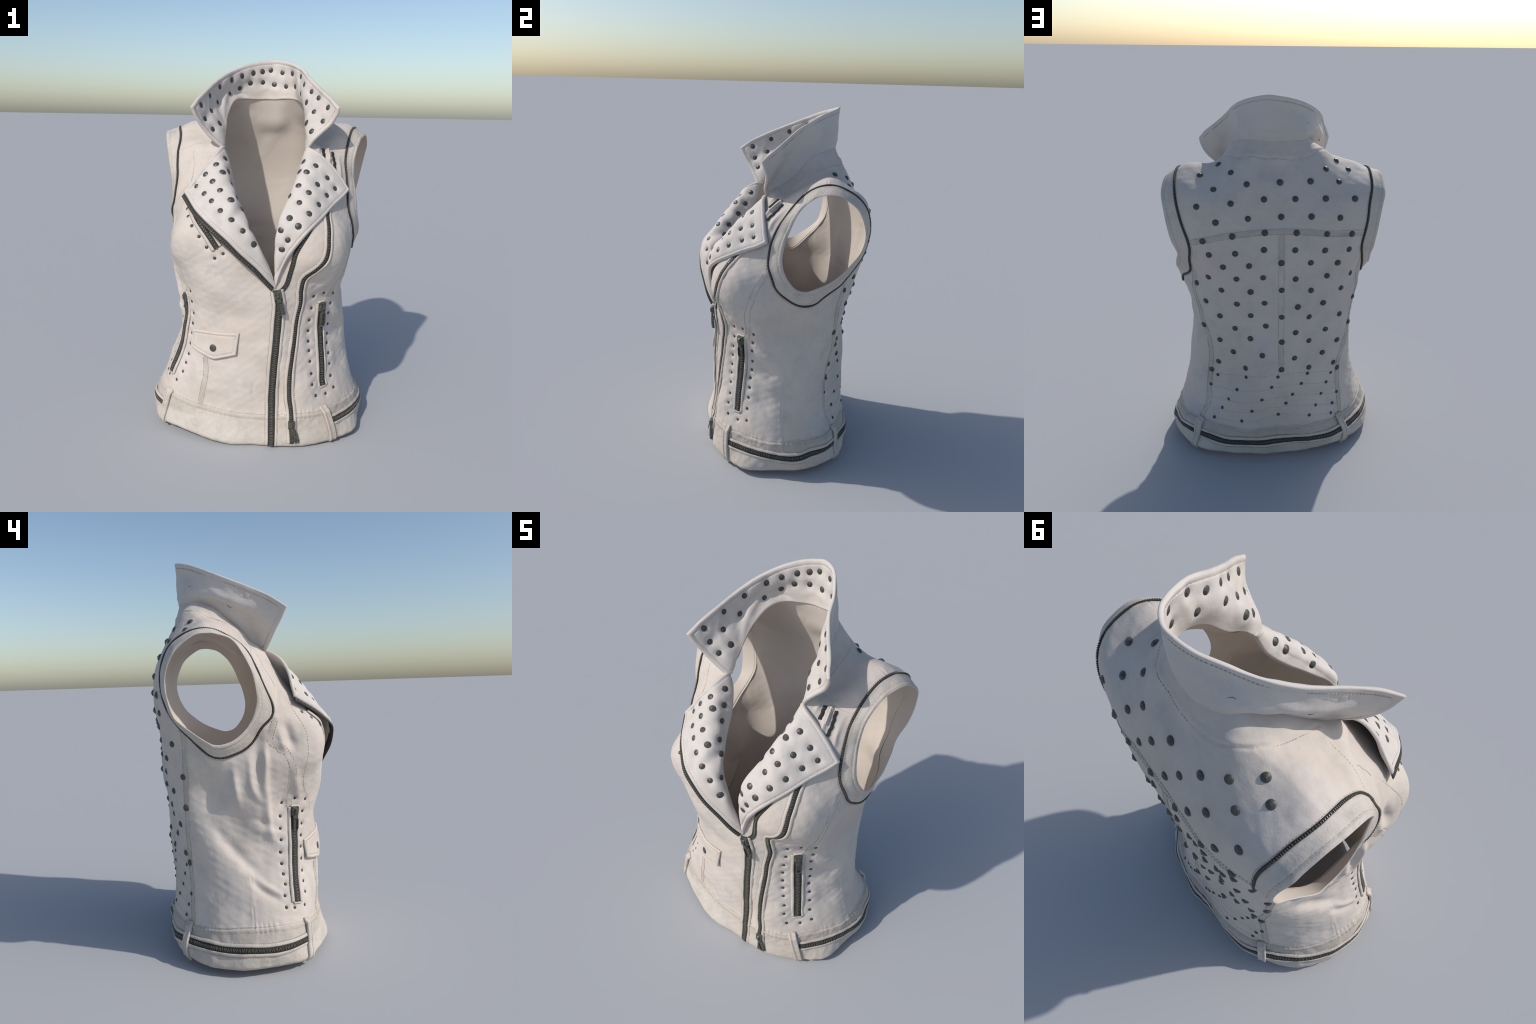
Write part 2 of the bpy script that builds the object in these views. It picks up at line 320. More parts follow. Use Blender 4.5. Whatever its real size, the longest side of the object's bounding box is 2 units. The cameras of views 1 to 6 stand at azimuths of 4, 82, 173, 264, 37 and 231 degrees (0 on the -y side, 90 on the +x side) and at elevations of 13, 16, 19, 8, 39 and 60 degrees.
LUMBAR_STUDS = [
    (.328, .255, .463), (.167, .346, .499), (.005, .395, .521), (-.16, .381, .518), (-.305, .329, .481),
    (.368, .236, .395), (.204, .325, .419), (.038, .4, .458), (-.129, .389, .458), (-.278, .338, .428), (-.345, .307, .343),
    (.257, .309, .345), (.086, .384, .379), (-.082, .403, .395), (-.248, .351, .364),
    (.307, .3, .277), (.136, .373, .304), (-.045, .41, .343), (-.216, .372, .303), (-.321, .325, .279),
    (.356, .301, .217), (.194, .374, .24), (-.001, .405, .271), (-.178, .395, .254), (-.313, .341, .223)]
POCKET_STUDS = [
    (-.412, -.143, .727), (-.354, -.277, .796), (-.342, -.259, .669), (-.35, -.262, .735), (-.351, -.255, .611), (-.415, -.138, .667), (-.415, -.138, .611), (-.426, -.134, .552),
    (-.438, -.137, .498), (-.353, -.25, .555), (-.36, -.249, .496), (-.372, -.252, .437), (-.389, -.256, .387), (-.403, -.259, .337),
    (-.44, -.249, .283), (-.492, -.19, .291), (-.495, -.14, .30), (-.489, -.142, .353), (-.469, -.15, .403), (-.453, -.143, .45), (-.398, -.148, .792), (-.385, -.219, .809),
    (.296, -.292, .793), (.348, -.248, .8), (.392, -.187, .787), (.38, -.189, .733), (.381, -.197, .678), (.381, -.194, .616), (.38, -.198, .563),
    (.381, -.205, .513), (.388, -.209, .458), (.403, -.221, .4), (.412, -.229, .334), (.429, -.231, .269), (.379, -.274, .253),
    (.33, -.333, .262), (.306, -.324, .322), (.299, -.315, .379), (.288, -.31, .445), (.278, -.301, .502), (.272, -.297, .553),
    (.272, -.295, .61), (.274, -.291, .667), (.284, -.287, .73),
    # chest pocket
    (-.365, -.264, 1.231), (-.346, -.307, 1.197), (-.316, -.349, 1.154), (-.281, -.376, 1.108), (-.245, -.392, 1.058),
    (-.207, -.401, 1.005), (-.165, -.406, 1.031), (-.141, -.399, 1.069)]
for _p in POCKET_STUDS:
    DIMPLES.append((*_p, .015, .0065))
for _p in BACK_STUDS:
    DIMPLES.append((*_p, .022, -.0015))

# -------------------------------------------------------------------- outlines
ARMHOLE_SEAM = {
    1: [(.486, .15, 1.631), (.462, .066, 1.59), (.449, 0, 1.522), (.44, -.05, 1.445), (.437, -.088, 1.369), (.45, -.117, 1.29), (.462, -.127, 1.2),
        (.475, -.103, 1.134), (.48, -.084, 1.08), (.485, -.013, 1.015), (.49, .05, .983), (.49, .121, .99), (.49, .163, 1.031), (.486, .19, 1.05),
        (.482, .228, 1.073), (.466, .266, 1.092), (.452, .302, 1.128), (.446, .343, 1.19), (.45, .385, 1.25), (.466, .404, 1.323), (.486, .402, 1.398), (.499, .385, 1.467),
        (.512, .344, 1.547), (.509, .256, 1.61)],
    -1: [(-.484, .17, 1.626), (-.469, .092, 1.602), (-.455, .028, 1.549), (-.451, -.008, 1.485), (-.45, -.053, 1.398), (-.449, -.087, 1.314),
         (-.45, -.106, 1.264), (-.462, -.101, 1.213), (-.48, -.052, 1.173), (-.49, -.02, 1.114), (-.495, .028, 1.071), (-.498, .082, 1.05),
         (-.495, .135, 1.034), (-.487, .187, 1.043), (-.475, .231, 1.078), (-.46, .281, 1.132), (-.445, .325, 1.178), (-.43, .378, 1.255),
         (-.435, .397, 1.328), (-.447, .402, 1.398), (-.453, .392, 1.473), (-.467, .362, 1.533), (-.479, .3, 1.592), (-.484, .235, 1.615)]}
ARMHOLE_EDGE = {
    1: [(.556, .175, 1.595), (.544, .14, 1.591), (.525, .093, 1.574), (.504, .04, 1.526), (.489, .003, 1.465), (.487, -.02, 1.405), (.492, -.045, 1.341),
        (.504, -.063, 1.257), (.513, -.055, 1.19), (.525, -.03, 1.137), (.53, .012, 1.09), (.53, .067, 1.075), (.53, .127, 1.092), (.53, .198, 1.124),
        (.525, .257, 1.166), (.516, .31, 1.218), (.541, .351, 1.295), (.56, .362, 1.386), (.575, .333, 1.48), (.581, .294, 1.537), (.567, .22, 1.588)],
    -1: [(-.552, .18, 1.598), (-.549, .15, 1.595), (-.534, .07, 1.563), (-.51, .004, 1.462), (-.495, -.021, 1.394), (-.483, -.034, 1.308),
         (-.485, -.024, 1.25), (-.495, .005, 1.185), (-.505, .043, 1.142), (-.515, .097, 1.107), (-.52, .157, 1.094), (-.525, .2, 1.107),
         (-.51, .265, 1.15), (-.5, .315, 1.19), (-.5, .356, 1.235), (-.51, .384, 1.348), (-.524, .378, 1.433), (-.546, .343, 1.509), (-.55, .31, 1.547), (-.554, .24, 1.592)]}
# lapel fold from the zip up to the notch, neck crease round the back, other fold down
FOLD_WEARER_RIGHT = [(.1, -.385, .84), (.085, -.385, .9), (.06, -.38, .96), (.02, -.375, 1.03), (-.02, -.365, 1.09), (-.055, -.34, 1.165), (-.088, -.3, 1.235),
                     (-.12, -.255, 1.29), (-.148, -.205, 1.35), (-.163, -.17, 1.41), (-.183, -.135, 1.475), (-.212, -.112, 1.535)]
NECK_CREASE = [(-.212, -.112, 1.535), (-.207, -.07, 1.558), (-.2, -.03, 1.58), (-.2, .03, 1.645), (-.195, .095, 1.705), (-.178, .166, 1.765), (-.134, .265, 1.783), (-.06, .303, 1.788),
               (0, .31, 1.79), (.092, .29, 1.79), (.175, .235, 1.783), (.212, .17, 1.762), (.225, .1, 1.718), (.235, .03, 1.648), (.235, -.03, 1.595),
               (.238, -.08, 1.565), (.245, -.115, 1.537)]
FOLD_WEARER_LEFT = [(.1, -.385, .84), (.101, -.385, .95), (.103, -.385, 1.05), (.108, -.38, 1.14), (.122, -.365, 1.2), (.152, -.305, 1.277), (.183, -.24, 1.352),
                    (.206, -.175, 1.425), (.222, -.14, 1.48), (.245, -.115, 1.537)]


def loop_around(points, n=300, centre=(.13, 1.3), shrink=1.0):
    """Closed outline resampled by angle round the middle of the armhole."""
    d = spline(points, step=.004, closed=True)
    a = np.arctan2(d[:, 2] - centre[1], d[:, 1] - centre[0])
    o = np.argsort(a)
    g = np.linspace(-np.pi, np.pi, n, endpoint=False)
    q = np.stack([np.interp(g, a[o], d[o, k], period=2 * np.pi) for k in range(3)], -1)
    m = np.array([0, centre[0], centre[1]])
    return np.where([True, False, False], q, m + (q - m) * shrink)


# ------------------------------------------------------------------- materials
def material(name, build):
    m = bpy.data.materials.new(name)
    m.use_nodes = True
    nt = m.node_tree
    build(nt, nt.nodes['Principled BSDF'], nt.nodes.new, nt.links.new)
    return m


def tex(nt, kind, scale, detail=4, rough=.55, coords=None, **kw):
    n = nt.nodes.new('ShaderNodeTex' + kind)
    n.inputs['Scale'].default_value = scale
    if 'Detail' in n.inputs:
        n.inputs['Detail'].default_value = detail
    if 'Roughness' in n.inputs:
        n.inputs['Roughness'].default_value = rough
    for k, val in kw.items():
        n.inputs[k].default_value = val
    nt.links.new(coords.outputs['Object'], n.inputs['Vector'])
    return n


def ramp(nt, src, stops):
    r = nt.nodes.new('ShaderNodeValToRGB')
    r.color_ramp.elements[0].position, r.color_ramp.elements[0].color = stops[0][0], (*stops[0][1], 1)
    r.color_ramp.elements[1].position, r.color_ramp.elements[1].color = stops[-1][0], (*stops[-1][1], 1)
    for p, c in stops[1:-1]:
        e = r.color_ramp.elements.new(p)
        e.color = (*c, 1)
    nt.links.new(src, r.inputs['Fac'])
    return r


def mix(nt, fac, a, b, mode='MIX'):
    n = nt.nodes.new('ShaderNodeMix')
    n.data_type, n.blend_type = 'RGBA', mode
    if isinstance(fac, float):
        n.inputs[0].default_value = fac
    else:
        nt.links.new(fac, n.inputs[0])
    for s, val in ((6, a), (7, b)):
        if isinstance(val, tuple):
            n.inputs[s].default_value = (*val, 1)
        else:
            nt.links.new(val, n.inputs[s])
    return n.outputs[2]


def leather(name, light, warm, grey, grime=.25, bump=.22):
    def build(nt, bsdf, new, link):
        co = new('ShaderNodeTexCoord')
        big = tex(nt, 'Noise', 3.2, 3, coords=co)
        mid = tex(nt, 'Noise', 11, 5, coords=co)
        fine = tex(nt, 'Noise', 60, 6, .65, coords=co)
        col = mix(nt, ramp(nt, big.outputs['Fac'], [(.38, (0, 0, 0)), (.64, (1, 1, 1))]).outputs['Color'], light, warm)
        g = ramp(nt, mid.outputs['Fac'], [(.50, (0, 0, 0)), (.78, (1, 1, 1))]).outputs['Color']
        col = mix(nt, g, col, grey)
        f = ramp(nt, fine.outputs['Fac'], [(.55, (0, 0, 0)), (.85, (grime,) * 3)]).outputs['Color']
        col = mix(nt, f, col, tuple(c * .55 for c in warm))
        link(col, bsdf.inputs['Base Color'])
        bsdf.inputs['Roughness'].default_value = .68
        bsdf.inputs['Specular IOR Level'].default_value = .25
        pore = tex(nt, 'Voronoi', 210, coords=co)
        wr = tex(nt, 'Noise', 26, 8, .62, coords=co)
        b1 = new('ShaderNodeBump')
        b1.inputs['Strength'].default_value = bump
        b1.inputs['Distance'].default_value = .012
        link(wr.outputs['Fac'], b1.inputs['Height'])
        b2 = new('ShaderNodeBump')
        b2.inputs['Strength'].default_value = .12
        b2.inputs['Distance'].default_value = .0015
        link(pore.outputs['Distance'], b2.inputs['Height'])
        link(b1.outputs['Normal'], b2.inputs['Normal'])
        link(b2.outputs['Normal'], bsdf.inputs['Normal'])
    return material(name, build)


def plain(name, a, b, rough, metallic=0., scale=30., bump=0.):
    def build(nt, bsdf, new, link):
        co = new('ShaderNodeTexCoord')
        n = tex(nt, 'Noise', scale, 4, coords=co)
        link(ramp(nt, n.outputs['Fac'], [(.35, a), (.7, b)]).outputs['Color'], bsdf.inputs['Base Color'])
        bsdf.inputs['Roughness'].default_value = rough
        bsdf.inputs['Metallic'].default_value = metallic
        if bump:
            bp = new('ShaderNodeBump')
            bp.inputs['Strength'].default_value = bump
            bp.inputs['Distance'].default_value = .002
            link(n.outputs['Fac'], bp.inputs['Height'])
            link(bp.outputs['Normal'], bsdf.inputs['Normal'])
    return material(name, build)


LEATHER = leather('white_leather', (.590, .530, .480), (.560, .490, .428), (.490, .450, .405))
BANDS = leather('seam_band_leather', (.516, .468, .411), (.477, .420, .359), (.394, .363, .319), .5, .35)
HEM_STRIP = leather('worn_hem_leather', (.51, .46, .405), (.46, .405, .345), (.385, .35, .305), .55, .45)
FACING = leather('lapel_leather', (.595, .550, .510), (.570, .513, .462), (.505, .472, .43), .25, .22)
TRIM = leather('worn_trim_leather', (.56, .508, .452), (.515, .455, .39), (.43, .39, .343), .5, .4)
LINING = plain('lining', (.590, .521, .459), (.631, .562, .496), .7, 0, 5)
METAL = plain('dark_bronze', (.045, .047, .041), (.080, .081, .070), .44, .15, 90)
SLIDER = plain('worn_slider', (.06, .062, .054), (.17, .168, .145), .36, .5, 120)
TOOTH = plain('zip_brass', (.115, .106, .085), (.19, .175, .142), .45, .3, 160)
TAPE = plain('zip_tape', (.020, .019, .017), (.038, .036, .031), .85, 0, 200, .3)
THREAD = plain('tan_thread', (.340, .281, .217), (.442, .374, .306), .8, 0, 40)

# --------------------------------------------------------------- scene helpers
vest = bpy.data.objects.new('leather_vest', None)
bpy.context.scene.collection.objects.link(vest)
vest['label'] = 'white leather biker vest with dark studs and zips'
vest['category'] = 'vest'


def add_object(name, mesh, parent=vest, stuff=False):
    o = bpy.data.objects.new(name, mesh)
    bpy.context.scene.collection.objects.link(o)
    o.parent = parent
    if stuff:
        o['kind'] = 'stuff'
    return o


def add_mesh(name, V, F, mat, parent=vest, normals=None, smooth=True, stuff=False, sharp=None, second=None, pick=None):
    me = bpy.data.meshes.new(name)
    F = F.tolist() if hasattr(F, 'tolist') else F
    me.from_pydata(np.asarray(V, float).tolist(), [], F)
    me.materials.append(mat)
    if second is not None and pick.any():
        me.materials.append(second)
        me.polygons.foreach_set('material_index', pick.astype(np.int32))
    if smooth:
        me.shade_smooth()
        if sharp:
            me.set_sharp_from_angle(angle=math.radians(sharp))
    if normals is not None:
        me.normals_split_custom_set_from_vertices(np.asarray(normals, float).tolist())
    return add_object(name, me, parent, stuff)


class Pieces:
    """Collects many small solids into one mesh."""

    def __init__(self):
        self.V, self.F, self.n = [], [], 0

    def add(self, V, F):
        self.V.append(np.asarray(V, float))
        self.F += [tuple(i + self.n for i in f) for f in F]
        self.n += len(V)

    def done(self, name, mat, parent=vest, stuff=True, **kw):
        return add_mesh(name, np.vstack(self.V), self.F, mat, parent, stuff=stuff, **kw)


BOX_F = [(0, 1, 2, 3), (7, 6, 5, 4), (0, 4, 5, 1), (1, 5, 6, 2), (2, 6, 7, 3), (3, 7, 4, 0)]


def box(c, T, B, N, l, w, h, top=.7):
    """Block with a chamfered (smaller) top: l along T, w along B, h along N."""
    v = []
    for z, k in ((0, 1), (1, top)):
        for a, b in ((-1, -1), (-1, 1), (1, 1), (1, -1)):
            v.append(c + T * a * l / 2 * k + B * b * w / 2 * k + N * h * z)
    return np.array(v), BOX_F


def frames(P, N):
    T = unit(np.gradient(P, axis=0))
    B = unit(np.cross(N, T))
    return T, B, unit(np.cross(T, B))


def sweep(P, N, profile, closed=False, caps=True):
    """Sweep a closed profile of (across, up) pairs along a path lying on a surface."""
    T, B, M = frames(P, N)
    if closed:
        T = unit(np.roll(P, -1, 0) - np.roll(P, 1, 0))
        B = unit(np.cross(N, T))
        M = unit(np.cross(T, B))
    m, n = len(profile), len(P)
    V = np.concatenate([(P[:, None] + B[:, None] * np.array([a for a, _ in profile])[None, :, None]
                         + M[:, None] * np.array([u for _, u in profile])[None, :, None]).reshape(-1, 3)])
    F = []
    for i in range(n if closed else n - 1):
        j = (i + 1) % n
        for k in range(m):
            l = (k + 1) % m
            F.append((i * m + k, j * m + k, j * m + l, i * m + l))
    if caps and not closed:
        F.append(tuple(range(m)))
        F.append(tuple((n - 1) * m + k for k in reversed(range(m))))
    return V, F


def strip_profile(w, h, r=.35, off=0.):
    """Flat strip with rounded shoulders."""
    e = min(h, w / 2) * r * 2
    return [(off + w / 2, -.001), (off + w / 2, h * .5), (off + w / 2 - e, h), (off - w / 2 + e, h), (off - w / 2, h * .5), (off - w / 2, -.001)]


def tube_profile(r, off=0., up=0., n=8):
    return [(off + r * math.cos(a), up + r * math.sin(a)) for a in np.linspace(0, 2 * math.pi, n, endpoint=False)]


STITCH = Pieces()


def stitch_line(P, N, off=0., pitch=.0125, length=.0085, width=.0022):
    P = np.asarray(P)
    T, B, M = frames(P, N)
    Q = P + B * off
    s = np.concatenate([[0], np.cumsum(np.linalg.norm(np.diff(Q, axis=0), axis=1))])
    for d in np.arange(pitch / 2, s[-1], pitch):
        i = min(int(np.searchsorted(s, d)), len(Q) - 1)
        STITCH.add(*box(Q[i] - M[i] * .0006, T[i], B[i], M[i], length * rng.uniform(.85, 1.1), width, .0016, .75))


def zip_teeth(pieces, P, N, w, pitch=.0112, single=0, lift=.002, height=.0035):
    """Interlocking teeth across a tape; single=+1/-1 leaves one open row."""
    T, B, M = frames(P, N)
    s = np.concatenate([[0], np.cumsum(np.linalg.norm(np.diff(P, axis=0), axis=1))])
    k = 0
    for d in np.arange(pitch / 2, s[-1], pitch if single else pitch / 2):
        i = min(int(np.searchsorted(s, d)), len(P) - 1)
        side = single or (1 if k % 2 else -1)
        c = P[i] + M[i] * lift + (B[i] * side * w * .17 if not single else 0)
        pieces.add(*box(c, T[i], B[i], M[i], pitch * .36, w * (.62 if not single else 1.), height, .72))
        k += 1


def slider(name, c, T, B, N, parent, size=1., swing=0.):
    """Zip slider: body, bridge and a hanging pull tab."""
    p = Pieces()
    s = size
    p.add(*box(c, T, B, N, .030 * s, .025 * s, .009 * s, .8))
    p.add(*box(c + N * .009 * s, T, B, N, .020 * s, .009 * s, .005 * s, .7))
    D = unit(T * math.cos(swing) + B * math.sin(swing))
    E_ = unit(np.cross(N, D))
    a = c + D * .018 * s + N * .005 * s
    p.add(*box(a, D, E_, N, .014 * s, .016 * s, .006 * s, .8))
    a = c + D * .042 * s + N * .003 * s
    for side in (-1, 1):                                        # frame of the pull
        p.add(*box(a + E_ * side * .0075 * s, D, E_, N, .042 * s, .004 * s, .008 * s, .75))
    p.add(*box(a, D, E_, N, .040 * s, .012 * s, .004 * s, .9))
    p.add(*box(a + D * .021 * s, D, E_, N, .007 * s, .019 * s, .008 * s, .75))
    return p.done(name, SLIDER, parent, stuff=False, smooth=False)


# ---------------------------------------------------------------- cut the shell
def inside(px, py, poly):
    x, y = poly[:, 0], poly[:, 1]
    x2, y2 = np.roll(x, -1), np.roll(y, -1)
    res = np.zeros(len(px), bool)
    bb = np.where((px >= x.min()) & (px <= x.max()) & (py >= y.min()) & (py <= y.max()))[0]
    qx, qy = px[bb], py[bb]
    r = np.zeros(len(bb), bool)
    for a, b, c, d in zip(x, y, x2, y2):
        if b != d:
            hit = ((b > qy) != (d > qy)) & (qx < (c - a) * (qy - b) / (d - b) + a)
            r ^= hit
    res[bb] = r
    return res


def snap(px, py, poly, sx):
    """Nearest point of the outline; sx scales degrees to metres."""
    A = poly * [sx, 1]
    Bq = np.roll(A, -1, 0)
    q = np.stack([px * sx, py], -1)
    best, out = np.full(len(q), 1e9), q.copy()
    for a, b in zip(A, Bq):
        ab = b - a
        l2 = ab @ ab
        if l2 == 0:
            continue
        t = np.clip((q - a) @ ab / l2, 0, 1)
        c = a + t[:, None] * ab
        d = ((q - c) ** 2).sum(1)
        m = d < best
        best[m], out[m] = d[m], c[m]
    return out[:, 0] / sx, out[:, 1]


def closed_ring(first, crease, last):
    pts = np.vstack([spline(first, step=.006), spline(crease, step=.006), spline(last[::-1], step=.006)])
    ph, v = to_torso(pts)
    u = (ph - 102) % 360
    return np.vstack([np.stack([u, v], -1), [[u[-1], 5.0]], [[359.999, 5.0]], [[360, v[len(v) // 2]]], [[360, 5]], [[0, 5]], [[u[0], 5]]])


def ring_polygon():
    """Neck and V opening in unrolled coordinates (angle from 102 degrees, level)."""
    pts = np.vstack([spline(FOLD_WEARER_RIGHT, step=.006), spline(NECK_CREASE, step=.006), spline(FOLD_WEARER_LEFT[::-1], step=.006)])
    ph, v = to_torso(pts)
    # angles run 282 -> 200 -> 90 -> 0/360 -> 320 -> 282 : unroll by walking
    un = np.degrees(np.unwrap(np.radians(ph)))
    return un, v


RING_PH, RING_V = ring_polygon()


def torso_grid(nu, nv, offset=None):
    top = 1.625
    ph = np.linspace(0, 360, nu, endpoint=False)
    v = np.linspace(0, top, nv)
    PH, VV = np.meshgrid(ph, v)
    PH, VV = PH.ravel().copy(), VV.ravel().copy()
    hl = hem_level(PH)
    VV = np.where(VV < .16, hl + VV * (.16 - hl) / .16, VV)
    idx = np.arange(nu * nv).reshape(nv, nu)
    quads = np.stack([idx[:-1], np.roll(idx, -1, 1)[:-1], np.roll(idx, -1, 1)[1:], idx[1:]], -1).reshape(-1, 4)
    dead = np.zeros(len(PH), bool)
    moves = []
    # ring walks once round clockwise: start of RING_PH is near 282 and ends near 282-360
    lo = RING_PH[-1]
    poly = np.vstack([np.stack([RING_PH, RING_V], -1), [[lo, 9.]], [[RING_PH[0], 9.]]])
    span = RING_PH[0] - lo
    u = RING_PH[0] - ((RING_PH[0] - PH) % 360)
    u = np.where(u < lo, u + 360, u)
    ins = inside(u, VV, poly)
    # the V is a little wider than one turn of the polygon at the zip
    ins |= inside(u + 360, VV, poly) | inside(u - 360, VV, poly)
    ins |= VV > 1.61
    moves.append((ins, u, poly))
    for side in (1, -1):
        q = loop_around(ARMHOLE_SEAM[side], shrink=.985)
        p, vv = to_torso(q)
        shift = 180 if side > 0 else 0
        a = (PH + shift) % 360
        poly = np.stack([(p + shift) % 360, vv], -1)
        moves.append((inside(a, VV, poly), a, poly))
    keep = np.ones(len(quads), bool)
    for ins, a, poly in moves:
        c = ins[quads].sum(1)
        keep &= c < 4
        edge = np.zeros(len(PH), bool)
        edge[quads[(c > 0) & (c < 4)].ravel()] = True
        e = np.where(edge & ins)[0]
        if len(e):
            sx = math.radians(1) * .42
            nx, ny = snap(a[e], VV[e], poly, sx)
            PH[e] += nx - a[e]
            VV[e] = np.minimum(ny, top)
    return PH % 360, VV, quads[keep]


def vertex_normals(P, quads):
    n = np.cross(P[quads[:, 2]] - P[quads[:, 0]], P[quads[:, 3]] - P[quads[:, 1]])
    out = np.zeros_like(P)
    for k in range(4):
        np.add.at(out, quads[:, k], n)
    return unit(out)


def seam_angle(seam):
    ph, v = to_torso(spline(seam, step=.01))
    o = np.argsort(v)
    return v[o], np.degrees(np.unwrap(np.radians(ph[o])))


PH, VV, QUADS = torso_grid(900, 450)
BASE = surface(PH, VV)
USED = np.unique(QUADS)
DISP = np.zeros(len(PH))
DISP[USED] = relief(BASE[USED], PH[USED], VV[USED])
BODY = BASE + torso_normal(PH, VV) * DISP[:, None]
BODY_N = vertex_normals(BODY, QUADS)

# which panel a face belongs to
fc_ph = np.degrees(np.arctan2(np.sin(np.radians(PH[QUADS])).mean(1), np.cos(np.radians(PH[QUADS])).mean(1))) % 360
fc_v = VV[QUADS].mean(1)
fc = BASE[QUADS].mean(1)


def past(seam, v):
    sv, sp = seam_angle(seam)
    return np.interp(v, sv, sp)


back_l = past(BACK_SEAM[1], fc_v) % 360
back_r = past(BACK_SEAM[-1], fc_v) % 360
front_r = past(FRONT_SEAM[-1], fc_v) % 360
front_l = past(FRONT_SEAM[1], fc_v) % 360
yoke_x, yoke_z = np.array(YOKE)[:, 0], np.array(YOKE)[:, 2]
yoke_line = np.interp(fc[:, 0], yoke_x[::-1], yoke_z[::-1])
is_back = (fc_ph > back_l) & (fc_ph < back_r)
label = np.full(len(QUADS), 'front_panel', dtype=object)
label[(fc_ph >= back_r) & (fc_ph < front_r) & (fc[:, 2] < 1.25)] = 'side_panel'
label[((fc_ph > front_l) | (fc_ph <= back_l)) & (fc[:, 2] < 1.25)] = 'side_panel'
label[is_back & (fc[:, 2] < 1.5)] = 'back_panel'
label[(fc[:, 1] > .13) & (fc[:, 2] > 1.2) & (fc[:, 2] > yoke_line)] = 'back_yoke'
sh = np.interp(np.abs(fc[:, 0]), [.2, .3, .5], [.24, .215, .165])
fy = np.interp(np.abs(fc[:, 0]), [.27, .33, .39, .45], [-.012, -.025, -.025, -.012])
label[(fc[:, 2] > 1.4) & (fc[:, 1] > fy) & (fc[:, 1] < sh)] = 'shoulder_panel'
nk_ph, nk_v = to_torso(spline(NECK_SEAM, step=.01))
o_ = np.argsort(nk_ph)
nk_line = np.interp(fc_ph, nk_ph[o_], nk_v[o_], period=360)
label[(fc_v > nk_line) & ((fc_ph < 345) & (fc_ph > 205) == False) & (fc[:, 2] > 1.55)] = 'collar_stand'
label[fc_v < waist_level(fc_ph)] = 'waistband'
on_band = np.zeros(len(QUADS), bool)                           # the strip between twin rows of stitching
for sm in DOUBLE_SEAMS:
    on_band |= bump_line(fc, sm, .014, 1., False) > math.exp(-.92)
mid_front = 282.0
right_side = (fc_ph > 90) & (fc_ph < mid_front)
for name in ('front_panel', 'side_panel', 'shoulder_panel', 'back_panel', 'back_yoke', 'collar_stand', 'waistband'):
    split = [right_side, ~right_side] if name in ('front_panel', 'side_panel', 'shoulder_panel') else [np.ones(len(fc), bool)]
    for part in split:
        sel = (label == name) & part
        if not sel.any():
            continue
        q = QUADS[sel]
        ids, inv = np.unique(q, return_inverse=True)
        if name == 'waistband':                                # worn strip over the hem zip, topstitched edge in front
            front = (fc_ph > 233) & (fc_ph < 316)
            worn = np.where(front, fc_v > waist_level(fc_ph) - .022, fc[:, 2] > .122)
            add_mesh(name, BODY[ids], inv.reshape(-1, 4), TRIM, normals=BODY_N[ids], second=HEM_STRIP, pick=worn[sel])
        else:
            add_mesh(name, BODY[ids], inv.reshape(-1, 4), LEATHER, normals=BODY_N[ids], second=BANDS, pick=on_band[sel])

# lining: the same shell a little inside
lp, lv, lq = torso_grid(360, 200)
inset = np.where(lv > 1.3, .0042, .005) * np.clip((lv - hem_level(lp)) / .03, .25, 1)
lin = surface(lp, lv, radius(lp, lv))
lin_d = np.minimum(relief(lin, lp, lv), 0)              # follows the folds of the leather
lin = lin + torso_normal(lp, lv) * lin_d[:, None]
lin = lin - torso_normal(lp, lv) * inset[:, None] + torso_normal(lp, lv) * (-.0006 + .0005 * lattice_noise(lin, 9, 9))[:, None]
ids, inv = np.unique(lq, return_inverse=True)
add_mesh('lining', lin[ids], inv.reshape(-1, 4)[:, ::-1], LINING)

